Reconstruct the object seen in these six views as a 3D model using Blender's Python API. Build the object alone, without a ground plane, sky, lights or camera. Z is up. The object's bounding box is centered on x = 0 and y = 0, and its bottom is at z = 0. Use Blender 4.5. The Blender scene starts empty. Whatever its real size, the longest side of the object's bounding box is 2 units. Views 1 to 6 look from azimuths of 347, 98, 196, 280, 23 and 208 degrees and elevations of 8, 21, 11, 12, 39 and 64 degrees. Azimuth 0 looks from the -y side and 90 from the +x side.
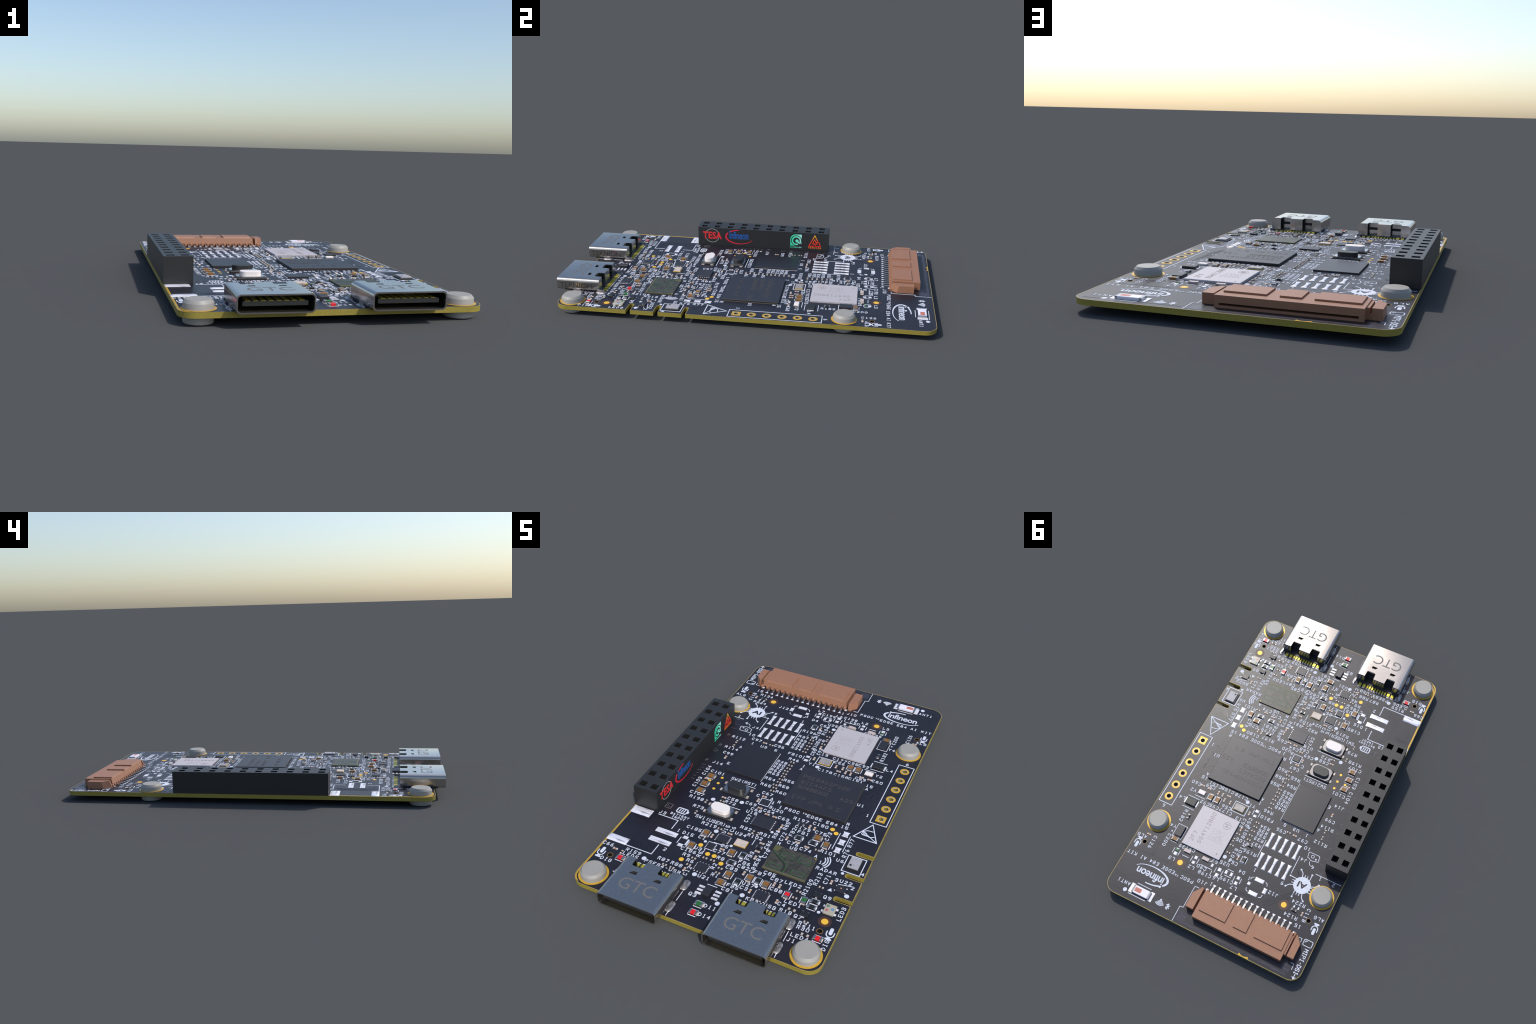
"""A small black development circuit board: olive-edged board on four nylon
standoffs, two metal plug sockets, a two-row pin header socket, a brown ribbon
cable connector, chips, passives, white silkscreen lettering."""
import bpy, bmesh, math, random
from math import cos, sin, pi, radians, hypot, atan2
from mathutils import Vector, Matrix

random.seed(7)
TOP, BOT = 0.0510, 0.0294          # board faces
BX, BY0, BY1 = 0.5693, -0.9430, 1.0
SILK = 0.0007                     # ink thickness

# ------------------------------------------------------------------ materials
def material(name, color, rough=0.5, metal=0.0, color2=None, scale=60.0, stretch=(1, 1, 1),
             lo=0.4, hi=0.6, detail=3.0, bump=0.0, bump_scale=None, spec=0.5, coat=0.0):
    m = bpy.data.materials.new(name)
    m.use_nodes = True
    nt = m.node_tree
    b = nt.nodes["Principled BSDF"]
    b.inputs["Base Color"].default_value = (*color, 1)
    b.inputs["Roughness"].default_value = rough
    b.inputs["Metallic"].default_value = metal
    b.inputs["Specular IOR Level"].default_value = spec
    b.inputs["Coat Weight"].default_value = coat
    if color2 or bump:
        tc = nt.nodes.new("ShaderNodeTexCoord")
        mp = nt.nodes.new("ShaderNodeMapping")
        mp.inputs["Scale"].default_value = stretch
        nt.links.new(tc.outputs["Object"], mp.inputs["Vector"])
    if color2:
        n = nt.nodes.new("ShaderNodeTexNoise")
        n.inputs["Scale"].default_value = scale
        n.inputs["Detail"].default_value = detail
        nt.links.new(mp.outputs[0], n.inputs["Vector"])
        r = nt.nodes.new("ShaderNodeValToRGB")
        r.color_ramp.elements[0].position, r.color_ramp.elements[1].position = lo, hi
        r.color_ramp.elements[0].color = (*color, 1)
        r.color_ramp.elements[1].color = (*color2, 1)
        nt.links.new(n.outputs["Fac"], r.inputs["Fac"])
        nt.links.new(r.outputs["Color"], b.inputs["Base Color"])
    if bump:
        n2 = nt.nodes.new("ShaderNodeTexNoise")
        n2.inputs["Scale"].default_value = bump_scale or scale
        n2.inputs["Detail"].default_value = 4
        nt.links.new(mp.outputs[0], n2.inputs["Vector"])
        bp = nt.nodes.new("ShaderNodeBump")
        bp.inputs["Strength"].default_value = bump
        bp.inputs["Distance"].default_value = 0.002
        nt.links.new(n2.outputs["Fac"], bp.inputs["Height"])
        nt.links.new(bp.outputs["Normal"], b.inputs["Normal"])
    return m

def gradient_material(name, stops, rough=0.5, axis=2, lo=0.0, hi=1.0):
    """Colour runs along one object axis between the coordinates lo and hi."""
    m = bpy.data.materials.new(name)
    m.use_nodes = True
    nt = m.node_tree
    b = nt.nodes["Principled BSDF"]
    b.inputs["Roughness"].default_value = rough
    tc = nt.nodes.new("ShaderNodeTexCoord")
    sx = nt.nodes.new("ShaderNodeSeparateXYZ")
    nt.links.new(tc.outputs["Object"], sx.inputs[0])
    mr = nt.nodes.new("ShaderNodeMapRange")
    mr.inputs["From Min"].default_value, mr.inputs["From Max"].default_value = lo, hi
    nt.links.new(sx.outputs[axis], mr.inputs["Value"])
    r = nt.nodes.new("ShaderNodeValToRGB")
    for i, c in enumerate(stops):
        e = r.color_ramp.elements[i] if i < 2 else r.color_ramp.elements.new(1.0)
        e.color = (*c, 1)
    for i in range(len(stops)):
        r.color_ramp.elements[i].position = i / (len(stops) - 1)
    nt.links.new(mr.outputs[0], r.inputs["Fac"])
    nt.links.new(r.outputs["Color"], b.inputs["Base Color"])
    return m

M = {}
M["mask"] = material("solder_mask", (0.0098, 0.0092, 0.0152), 0.42, color2=(0.0175, 0.0155, 0.0225), scale=7,
                     lo=0.35, hi=0.72, bump=0.10, bump_scale=55)
M["trace"] = material("masked_copper", (0.0215, 0.0205, 0.0305), 0.34)
M["edge"] = material("board_edge", (0.31, 0.245, 0.034), 0.6, color2=(0.25, 0.20, 0.030), scale=160)
M["gold"] = material("gold_plating", (0.64, 0.375, 0.035), 0.42, 0.2, color2=(0.56, 0.33, 0.03), scale=90)
M["testgold"] = material("test_point_gold", (0.86, 0.50, 0.05), 0.45, 0.1)
M["rim"] = material("rim_copper", (0.40, 0.285, 0.115), 0.5, color2=(0.28, 0.21, 0.06), scale=25)
M["dullgold"] = material("dull_gold", (0.20, 0.115, 0.030), 0.5)
M["fadedink"] = material("worn_ink", (0.13, 0.125, 0.125), 0.6, color2=(0.04, 0.04, 0.045), scale=90)
M["fr4"] = material("bare_laminate", (0.060, 0.026, 0.017), 0.5)
M["ink"] = material("silkscreen_ink", (0.66, 0.69, 0.77), 0.6, color2=(0.56, 0.59, 0.68), scale=120)
M["solder"] = material("solder", (0.78, 0.77, 0.83), 0.36, 0.2, color2=(0.50, 0.49, 0.54), scale=34,
                       stretch=(1, 1.3, 1), lo=0.50, hi=0.70, detail=3, bump=0.25, bump_scale=60)
M["wavesolder"] = material("smeared_solder", (0.80, 0.79, 0.85), 0.34, 0.2, color2=(0.30, 0.30, 0.35), scale=14,
                           stretch=(0.7, 5.5, 1), lo=0.54, hi=0.66, detail=2, bump=0.3, bump_scale=16)
M["padsolder"] = material("grained_solder", (0.76, 0.75, 0.80), 0.36, 0.2, color2=(0.36, 0.35, 0.38), scale=75,
                          lo=0.52, hi=0.66, detail=5, bump=0.3, bump_scale=90)
M["tabsolder"] = material("dull_solder", (0.46, 0.435, 0.44), 0.32, 0.6, color2=(0.20, 0.19, 0.19), scale=45,
                          lo=0.42, hi=0.62, detail=3, bump=0.4, bump_scale=60)
M["steel"] = material("brushed_steel", (0.52, 0.485, 0.45), 0.185, 0.95, color2=(0.49, 0.455, 0.42), scale=120)
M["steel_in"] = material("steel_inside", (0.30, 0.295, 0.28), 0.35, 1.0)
M["engrave"] = material("engraving", (0.135, 0.13, 0.125), 0.55)
M["engravedark"] = material("side_engraving", (0.022, 0.021, 0.020), 0.6)
M["plastic"] = material("black_plastic", (0.0165, 0.0165, 0.0170), 0.45, color2=(0.021, 0.021, 0.0215), scale=200)
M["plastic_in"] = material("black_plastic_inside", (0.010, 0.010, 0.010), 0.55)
M["pin"] = material("contact_gold", (0.62, 0.52, 0.06), 0.35, 0.55)
M["brown"] = material("brown_plastic", (0.315, 0.146, 0.082), 0.5, color2=(0.300, 0.139, 0.078), scale=40)
M["nylon"] = material("grey_nylon", (0.320, 0.305, 0.278), 0.5, color2=(0.305, 0.29, 0.265), scale=20)
M["chip"] = material("chip_resin", (0.0185, 0.0180, 0.0245), 0.42, color2=(0.0260, 0.0255, 0.0325), scale=420,
                     lo=0.35, hi=0.7, bump=0.12, bump_scale=300)
M["chipside"] = material("chip_resin_side", (0.020, 0.018, 0.018), 0.6)
M["memory"] = material("memory_resin", (0.0155, 0.0145, 0.0190), 0.40, bump=0.05, bump_scale=300)
M["chiptext"] = material("laser_mark", (0.078, 0.068, 0.062), 0.6)
M["module"] = material("radio_shield", (0.53, 0.495, 0.52), 0.5, 0.05, color2=(0.40, 0.37, 0.39), scale=420,
                       lo=0.42, hi=0.60, detail=4, bump=0.15, bump_scale=350)
M["moduletext"] = material("radio_mark", (0.28, 0.235, 0.225), 0.6)
M["radar"] = material("radar_laminate", (0.068, 0.062, 0.050), 0.45, color2=(0.030, 0.030, 0.022), scale=70,
                      lo=0.36, hi=0.64, detail=8, bump=0.15, bump_scale=200)
M["radarside"] = material("radar_edge", (0.095, 0.092, 0.030), 0.5)
M["radarline"] = material("radar_copper", (0.038, 0.098, 0.034), 0.5)
M["capbody"] = material("capacitor_ceramic", (0.235, 0.108, 0.022), 0.45, color2=(0.20, 0.092, 0.020), scale=150)
M["pinkbody"] = material("pale_capacitor_ceramic", (0.52, 0.42, 0.42), 0.5)
M["tanbody"] = material("tan_ceramic", (0.40, 0.20, 0.10), 0.5)
M["paletan"] = material("pale_tan_ceramic", (0.36, 0.27, 0.22), 0.5)
M["blackbody"] = material("ferrite_black", (0.014, 0.014, 0.015), 0.45)
M["terminal"] = material("tin_terminal", (0.50, 0.48, 0.455), 0.20, 0.95)
M["palesolder"] = material("pale_solder", (0.60, 0.52, 0.46), 0.45, 0.1, color2=(0.38, 0.32, 0.28), scale=120)
M["red"] = material("led_red", (0.68, 0.012, 0.016), 0.4)
M["green"] = material("led_green", (0.020, 0.135, 0.028), 0.4)
M["white"] = material("white_plastic", (0.78, 0.715, 0.685), 0.45)
M["ceramic"] = material("white_ceramic", (0.76, 0.73, 0.82), 0.45)
M["antred"] = material("antenna_mark", (0.50, 0.16, 0.11), 0.5)
M["crystal"] = material("crystal_lid", (0.60, 0.50, 0.43), 0.5, 0.0, color2=(0.50, 0.42, 0.36), scale=60)
M["crystalgrey"] = material("crystal_grey_lid", (0.34, 0.315, 0.305), 0.45, 0.1, color2=(0.28, 0.26, 0.25), scale=60)
M["lens"] = material("led_lens", (0.40, 0.36, 0.28), 0.4)
M["logored"] = material("logo_red", (0.69, 0.024, 0.027), 0.5)
M["logocrimson"] = material("logo_crimson", (0.68, 0.012, 0.048), 0.5)
M["logoblue"] = material("logo_blue", (0.012, 0.10, 0.38), 0.5)
M["logogrey"] = material("logo_grey", (0.42, 0.42, 0.42), 0.5)
M["logogreen"] = gradient_material("logo_green", [(0.02, 0.60, 0.33), (0.10, 0.78, 0.48), (0.42, 0.88, 0.80)], axis=1, lo=0.165, hi=0.240)
M["logofire"] = gradient_material("logo_fire", [(0.76, 0.012, 0.008), (0.80, 0.06, 0.01), (0.80, 0.50, 0.03)], axis=2, lo=0.085, hi=0.152)
M["logosmallfire"] = gradient_material("logo_small_fire", [(0.75, 0.05, 0.01), (0.75, 0.35, 0.02)], axis=2, lo=0.066, hi=0.080)

# ------------------------------------------------------------------ objects
ROOT = bpy.data.objects.new("development_circuit_board", None)
bpy.context.collection.objects.link(ROOT)
ROOT["label"] = "small black development circuit board with connectors, chips and white lettering"
ROOT["category"] = "circuit board"

def link(name, mesh, parent, loc=(0, 0, 0), rot=0.0):
    o = bpy.data.objects.new(name, mesh)
    bpy.context.collection.objects.link(o)
    o.parent = parent
    o.location = loc
    o.rotation_euler = (0, 0, rot)
    return o

def to_mesh(bm, name, mats, smooth=None):
    bmesh.ops.recalc_face_normals(bm, faces=bm.faces[:])
    me = bpy.data.meshes.new(name)
    bm.to_mesh(me)
    bm.free()
    for m in (mats if isinstance(mats, (list, tuple)) else [mats]):
        me.materials.append(M[m])
    if smooth is not None:
        me.polygons.foreach_set("use_smooth", [True] * len(me.polygons))
        me.set_sharp_from_angle(angle=radians(smooth))
    return me

def add_prism(bm, pts, z0, z1, mi=0, mside=None):
    """Straight prism over an outline of (x, y) points."""
    lo = [bm.verts.new((x, y, z0)) for x, y in pts]
    hi = [bm.verts.new((x, y, z1)) for x, y in pts]
    f = [bm.faces.new(hi), bm.faces.new(lo[::-1])]
    for q in f:
        q.material_index = mi
    n = len(pts)
    for i in range(n):
        q = bm.faces.new((lo[i], lo[(i + 1) % n], hi[(i + 1) % n], hi[i]))
        q.material_index = mi if mside is None else mside

def add_box(bm, x0, x1, y0, y1, z0, z1, mi=0, mside=None):
    add_prism(bm, [(x0, y0), (x1, y0), (x1, y1), (x0, y1)], z0, z1, mi, mside)

def add_chamfer_box(bm, x0, x1, y0, y1, z0, z1, c, mi=0, mside=None):
    """Box with its top edges and upright edges cut by c."""
    def ring(d, z):
        a, b, p, q, k = x0 + d, x1 - d, y0 + d, y1 - d, c * 0.8
        return [bm.verts.new((x, y, z)) for x, y in
                ((a + k, p), (b - k, p), (b, p + k), (b, q - k), (b - k, q), (a + k, q), (a, q - k), (a, p + k))]
    r = [ring(0, z0), ring(0, z1 - c), ring(c, z1)]
    s = mi if mside is None else mside
    for a, b in zip(r, r[1:]):
        for i in range(8):
            f = bm.faces.new((a[i], a[(i + 1) % 8], b[(i + 1) % 8], b[i]))
            f.material_index = s if a is r[0] else mi
    bm.faces.new(r[2]).material_index = mi
    bm.faces.new(r[0][::-1]).material_index = s

def circle(x, y, r, n=28, a0=0.0):
    return [(x + r * cos(a0 + 2 * pi * i / n), y + r * sin(a0 + 2 * pi * i / n)) for i in range(n)]

def rounded_rect(x0, x1, y0, y1, r, n=6):
    pts = []
    for cx, cy, a in ((x1 - r, y0 + r, -pi / 2), (x1 - r, y1 - r, 0), (x0 + r, y1 - r, pi / 2), (x0 + r, y0 + r, pi)):
        pts += [(cx + r * cos(a + pi / 2 * i / n), cy + r * sin(a + pi / 2 * i / n)) for i in range(n + 1)]
    return pts

def add_ring(bm, x, y, r0, r1, z0, z1, n=32, mi=0, minner=None):
    a, b = circle(x, y, r0, n), circle(x, y, r1, n)
    va = [[bm.verts.new((*p, z)) for p in c] for c in (a, b) for z in (z0, z1)]
    i0, i1, o0, o1 = va
    for k in range(n):
        j = (k + 1) % n
        for f, m in (((i1[k], o1[k], o1[j], i1[j]), mi), ((o0[k], o0[j], o1[j], o1[k]), mi),
                     ((i0[j], i0[k], i1[k], i1[j]), mi if minner is None else minner),
                     ((o0[j], o0[k], i0[k], i0[j]), mi)):
            bm.faces.new(f).material_index = m

def add_ribbon(bm, pts, w, z0, z1, closed=False, mi=0, taper=None, round_ends=True):
    """Flat raised line of width w along points, mitred corners, rounded ends."""
    n = len(pts)
    def nrm(a, b):
        l = hypot(b[0] - a[0], b[1] - a[1]) or 1e-9
        return (-(b[1] - a[1]) / l, (b[0] - a[0]) / l)
    L, R = [], []
    for i, p in enumerate(pts):
        h = 0.5 * (taper[i] if taper else w)
        prv = pts[i - 1] if (i > 0 or closed) else None
        nxt = pts[(i + 1) % n] if (i < n - 1 or closed) else None
        if prv and nxt:
            a, b = nrm(prv, p), nrm(p, nxt)
            mx, my = a[0] + b[0], a[1] + b[1]
            l = hypot(mx, my)
            if l < 0.3:
                mx, my, l = a[0], a[1], 1
            mx, my = mx / l, my / l
            k = h / max(0.5, mx * a[0] + my * a[1])
        else:
            mx, my = nrm(p, nxt) if nxt else nrm(prv, p)
            k = h
        L.append((p[0] + mx * k, p[1] + my * k))
        R.append((p[0] - mx * k, p[1] - my * k))
    if closed:
        vs = [[bm.verts.new((*p, z)) for p in c] for c in (L, R) for z in (z0, z1)]
        l0, l1, r0, r1 = vs
        for k in range(n):
            j = (k + 1) % n
            for f in ((l1[k], r1[k], r1[j], l1[j]), (r0[k], r0[j], r1[j], r1[k]), (l0[j], l0[k], l1[k], l1[j])):
                bm.faces.new(f).material_index = mi
        return
    def cap(p, q, h):       # half disc beyond p, away from q
        a = atan2(p[1] - q[1], p[0] - q[0])
        return [(p[0] + h * cos(a + t), p[1] + h * sin(a + t)) for t in (pi / 4, 0, -pi / 4)]
    h0, h1 = ((taper[0] if taper else w) / 2, (taper[-1] if taper else w) / 2)
    e0 = cap(pts[0], pts[1], h0)[::-1] if round_ends else []
    e1 = cap(pts[-1], pts[-2], h1) if round_ends else []
    # strip of quads plus end fans share the long edges
    lo = {}
    def v(p, z):
        key = (round(p[0], 7), round(p[1], 7), z)
        if key not in lo:
            lo[key] = bm.verts.new((p[0], p[1], z))
        return lo[key]
    top = []
    for k in range(n - 1):
        top.append([L[k], R[k], R[k + 1], L[k + 1]])
    if round_ends:
        top.append([R[0], L[0]] + e0[::-1][::-1] if False else [L[0]] + cap(pts[0], pts[1], h0)[::-1] + [R[0]])
        top.append([R[-1]] + cap(pts[-1], pts[-2], h1)[::-1] + [L[-1]])
    for poly in top:
        try:
            bm.faces.new([v(p, z1) for p in poly]).material_index = mi
        except ValueError:
            pass
    rim = R + (cap(pts[-1], pts[-2], h1)[::-1] if round_ends else []) + L[::-1] + \
        (cap(pts[0], pts[1], h0)[::-1] if round_ends else [])
    m = len(rim)
    for k in range(m):
        a, b = rim[k], rim[(k + 1) % m]
        try:
            bm.faces.new((v(a, z0), v(b, z0), v(b, z1), v(a, z1))).material_index = mi
        except ValueError:
            pass

def solid_from_loops(name, loops, z0, z1, mats, side=None):
    """Extruded flat shape; the first loop is the outline, further ones are holes."""
    cu = bpy.data.curves.new(name, "CURVE")
    cu.dimensions = "2D"
    cu.fill_mode = "BOTH"
    cu.extrude = (z1 - z0) / 2
    for lp in loops:
        sp = cu.splines.new("POLY")
        sp.points.add(len(lp) - 1)
        for p, (x, y) in zip(sp.points, lp):
            p.co = (x, y, 0, 1)
        sp.use_cyclic_u = True
    me = evaluated(cu, name)
    for v in me.vertices:
        v.co.z += (z0 + z1) / 2
    me.materials.clear()
    for m in (mats if isinstance(mats, (list, tuple)) else [mats]):
        me.materials.append(M[m])
    for p in me.polygons:
        p.use_smooth = False
        p.material_index = 1 if (side and abs(p.normal.z) < 0.5) else 0
    return me

def evaluated(data, name):
    """Mesh of a curve or text block."""
    tmp = bpy.data.objects.new("helper", data)
    bpy.context.collection.objects.link(tmp)
    dg = bpy.context.evaluated_depsgraph_get()
    me = bpy.data.meshes.new_from_object(tmp.evaluated_get(dg), depsgraph=dg)
    me.name = name
    bpy.data.objects.remove(tmp)
    bpy.data.curves.remove(data)
    return me

def text_mesh(name, body, width, height, mat, thick=SILK, bold=0.0, spacing=1.0, shear=0.0):
    """Built-in font, scaled into a box of width x height, centred on its middle."""
    cu = bpy.data.curves.new(name, "FONT")
    cu.body = body
    cu.size = 1.0
    cu.offset = bold
    cu.space_character = spacing
    cu.shear = shear
    cu.extrude = 0.5
    cu.resolution_u = 4
    me = evaluated(cu, name)
    xs = [v.co.x for v in me.vertices]
    ys = [v.co.y for v in me.vertices]
    x0, x1, y0, y1 = min(xs), max(xs), min(ys), max(ys)
    for v in me.vertices:
        v.co.x = (v.co.x - (x0 + x1) / 2) * width / (x1 - x0)
        v.co.y = (v.co.y - (y0 + y1) / 2) * height / (y1 - y0)
        v.co.z = (v.co.z + 0.5) * thick - 0.0002
    me.materials.clear()
    me.materials.append(M[mat])
    for p in me.polygons:
        p.use_smooth = False
    return me

def cut(obj, cutters):
    """Boolean-subtract meshes from obj and apply."""
    for me in cutters:
        c = bpy.data.objects.new("cutter", me)
        bpy.context.collection.objects.link(c)
        md = obj.modifiers.new("cut", "BOOLEAN")
        md.operation = "DIFFERENCE"
        md.solver = "EXACT"
        md.object = c
        bpy.context.view_layer.update()
        dg = bpy.context.evaluated_depsgraph_get()
        new = bpy.data.meshes.new_from_object(obj.evaluated_get(dg), depsgraph=dg)
        obj.modifiers.clear()
        obj.data = new
        bpy.data.objects.remove(c)

def box_mesh(name, x0, x1, y0, y1, z0, z1, mat):
    bm = bmesh.new()
    add_box(bm, x0, x1, y0, y1, z0, z1)
    return to_mesh(bm, name, mat)

# ------------------------------------------------------------------ stroke lettering
# Strokes on a 4 x 6 grid, two digits per point (column, row); "/" lifts the pen.
GLYPHS = {
    "A": "0026/2640/1232", "B": "00063645443303/3342413000", "C": "4536160501103041",
    "D": "0006264442200", "E": "46060040/0333", "F": "460600/0333", "G": "45361605011030414323",
    "H": "0006/4046/0343", "I": "1636/2620/1030", "J": "3631201001", "K": "0006/4603/1440",
    "L": "060040", "M": "0006/0623/2346/4640", "N": "0006/0640/4046", "O": "163645413010010516",
    "P": "00063645443303", "Q": "163645413010010516/2240", "R": "00063645443303/2340",
    "S": "453616050413334241301001", "T": "0646/2620", "U": "060110304146", "V": "0620/2046",
    "W": "0610/1023/2330/3046", "X": "0640/4600", "Y": "0623/4623/2320", "Z": "0646/4600/0040",
    "0": "163645413010010516", "1": "152620/1030", "2": "0516364544/4400/0040",
    "3": "05163645443313/3342413010 01", "4": "3036/3602/0242", "5": "460603334241301001",
    "6": "362604011030414233 03", "7": "0646/4610", "8": "163645443313040516/333342413010010213",
    "9": "43130405163645422010", "-": "1333", "(": "36252130", ")": "16252110", "#": "0545/4541/4101/0105",
}
GLYPHS["D"] = "00062644422000"
GLYPHS["8"] = "163645443313040516/334241301001 0213"

def glyph_strokes(ch):
    out = []
    for s in GLYPHS[ch].replace(" ", "").split("/"):
        pts = [(int(s[i]), int(s[i + 1])) for i in range(0, len(s), 2)]
        if len(pts) > 1:
            out.append(pts)
    return out

def stroke_text(name, text, height, pitch, weight, mat, thick=SILK, aspect=1.0):
    """Even-pitch stroke lettering centred on its middle."""
    bm = bmesh.new()
    u = height / 6.0
    n = len(text)
    k = 0
    for i, ch in enumerate(text):
        if ch == " ":
            continue
        cx = (i - (n - 1) / 2) * pitch
        for st in glyph_strokes(ch):
            closed = st[0] == st[-1]
            if closed:
                st = st[:-1]
            pts = [(cx + (x - 2) * u * aspect, (y - 3) * u) for x, y in st]
            add_ribbon(bm, pts, weight, -0.0003, thick + (k % 4) * 0.00005, closed)
            k += 1
    return to_mesh(bm, name, mat)

# ------------------------------------------------------------------ the board
def slot_points(y, x_in, w):
    """Routed slot entering from the right edge, walked upwards."""
    r = w / 2
    arc = [(x_in + r + r * cos(a), y + r * sin(a)) for a in [radians(270 - 180 * i / 8) for i in range(9)]]
    return [(BX, y - r)] + arc + [(BX, y + r)]

def board_outline(d=0.0):
    r = 0.062
    pts = []
    def arc(cx, cy, a0):
        return [(cx + (r - d) * cos(radians(a0 + 90 * i / 10)), cy + (r - d) * sin(radians(a0 + 90 * i / 10)))
                for i in range(11)]
    pts += arc(BX - r, BY0 + r, -90)
    for y, xi, w in ((-0.5515, 0.489, 0.0235), (-0.407, 0.489, 0.0240), (-0.2625, 0.489, 0.0205)):
        s = slot_points(y, xi, w)
        if d:
            s = [(x - d, yy + (d if yy > y else -d)) if x > BX - 0.001 else
                 (x - d * 0.8, yy + (d if yy > y + 0.001 else -d if yy < y - 0.001 else 0)) for x, yy in s]
        pts += s
    pts += arc(BX - r, BY1 - r, 0) + arc(-BX + r, BY1 - r, 90) + arc(-BX + r, BY0 + r, 180)
    return pts

MIC_HOLES = [(-0.492, -0.746), (-0.485, 0.684), (0.501, 0.683), (0.499, -0.739)]
J5_HOLES = [(0.5195, 0.0 + 0.078 * i) for i in range(6)]
STANDOFFS = [(0.4935, -0.870), (-0.4935, -0.870), (0.4935, 0.543), (-0.4935, 0.543)]

holes = [circle(x, y, 0.0115, 20)[::-1] for x, y in MIC_HOLES] + [circle(x, y, 0.0145, 24)[::-1] for x, y in J5_HOLES]
BOARD = link("printed_circuit_board",
             solid_from_loops("printed_circuit_board", [board_outline()] + holes, BOT, TOP, ["mask", "edge"], side=True), ROOT)

def pad_object(name, pts, z1=0.0006, mat="solder", parent=None):
    bm = bmesh.new()
    add_prism(bm, pts, TOP - 0.0004, TOP + z1)
    return link(name, to_mesh(bm, name, mat), parent or BOARD)

# gold rim along the routed edge: broad on the left and front corners, thin elsewhere
def rim():
    o, i = board_outline(), board_outline(0.0026)
    bm = bmesh.new()
    n = len(o)
    for a in range(n):
        b = (a + 1) % n
        va = [bm.verts.new((*p, TOP + 0.0003)) for p in (o[a], o[b], i[b], i[a])]
        bm.faces.new(va)
    bmesh.ops.remove_doubles(bm, verts=bm.verts[:], dist=1e-6)
    r = bmesh.ops.extrude_face_region(bm, geom=bm.faces[:])
    for v in r["geom"]:
        if isinstance(v, bmesh.types.BMVert):
            v.co.z = TOP - 0.0004
    link("edge_plating", to_mesh(bm, "edge_plating", "rim"), BOARD)
rim()
bm = bmesh.new()
add_ribbon(bm, [(-BX + 0.0065, -0.415), (-BX + 0.0065, -0.885), (-BX + 0.010, -0.905), (-BX + 0.022, -0.922),
                (-BX + 0.04, -0.933)], 0.005, TOP - 0.0003, TOP + 0.00045, taper=[0.006, 0.006, 0.006, 0.006, 0.002])
link("edge_plating", to_mesh(bm, "edge_plating", "gold"), BOARD)
# little gold mouse-bite tab at the far edge
bm = bmesh.new()
add_prism(bm, [(-0.236, 0.9985), (-0.239, 0.986), (-0.250, 0.992), (-0.262, 0.9945), (-0.276, 0.992), (-0.290, 0.9875), (-0.296, 0.9985)],
          TOP - 0.0003, TOP + 0.0006)
link("edge_tab", to_mesh(bm, "edge_tab", "gold"), BOARD)

# copper rings under the standoffs, on both faces
for x, y in STANDOFFS:
    bm = bmesh.new()
    add_ring(bm, x, y, 0.030, 0.0655, TOP - 0.0003, TOP + 0.0006, 48)
    add_ring(bm, x, y, 0.030, 0.0655, BOT - 0.0006, BOT + 0.0003, 48)
    link("mounting_pad", to_mesh(bm, "mounting_pad", "gold"), BOARD)
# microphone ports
for x, y in MIC_HOLES:
    bm = bmesh.new()
    add_ring(bm, x, y, 0.0113, 0.0140, TOP - 0.0003, TOP + 0.0005, 24)
    link("microphone_port", to_mesh(bm, "microphone_port", "dullgold"), BOARD)
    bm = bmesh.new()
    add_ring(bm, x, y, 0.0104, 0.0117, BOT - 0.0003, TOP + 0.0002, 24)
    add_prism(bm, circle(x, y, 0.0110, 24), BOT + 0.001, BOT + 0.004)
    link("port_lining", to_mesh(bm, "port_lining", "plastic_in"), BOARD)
# plated through holes of the side connector, the first one square
for k, (x, y) in enumerate(J5_HOLES):
    bm = bmesh.new()
    add_ring(bm, x, y, 0.0122, 0.0146, TOP - 0.0003, TOP + 0.0012, 28)
    link("hole_lip", to_mesh(bm, "hole_lip", "palesolder"), BOARD)
    bm = bmesh.new()
    if k:
        add_ring(bm, x, y, 0.0144, 0.0235, TOP - 0.0003, TOP + 0.0007, 32)
        add_ring(bm, x, y, 0.0144, 0.0235, BOT - 0.0006, BOT + 0.0003, 32)
        me = to_mesh(bm, "through_hole", "gold")
        link("through_hole", me, BOARD)
    else:
        bm.free()
        sq = [(x - 0.0228, y - 0.0228), (x + 0.0228, y - 0.0228), (x + 0.0228, y + 0.0228), (x - 0.0228, y + 0.0228)]
        link("through_hole", solid_from_loops("through_hole", [sq, circle(x, y, 0.0145, 28)[::-1]],
                                              TOP - 0.0003, TOP + 0.0007, "gold"), BOARD)

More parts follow.
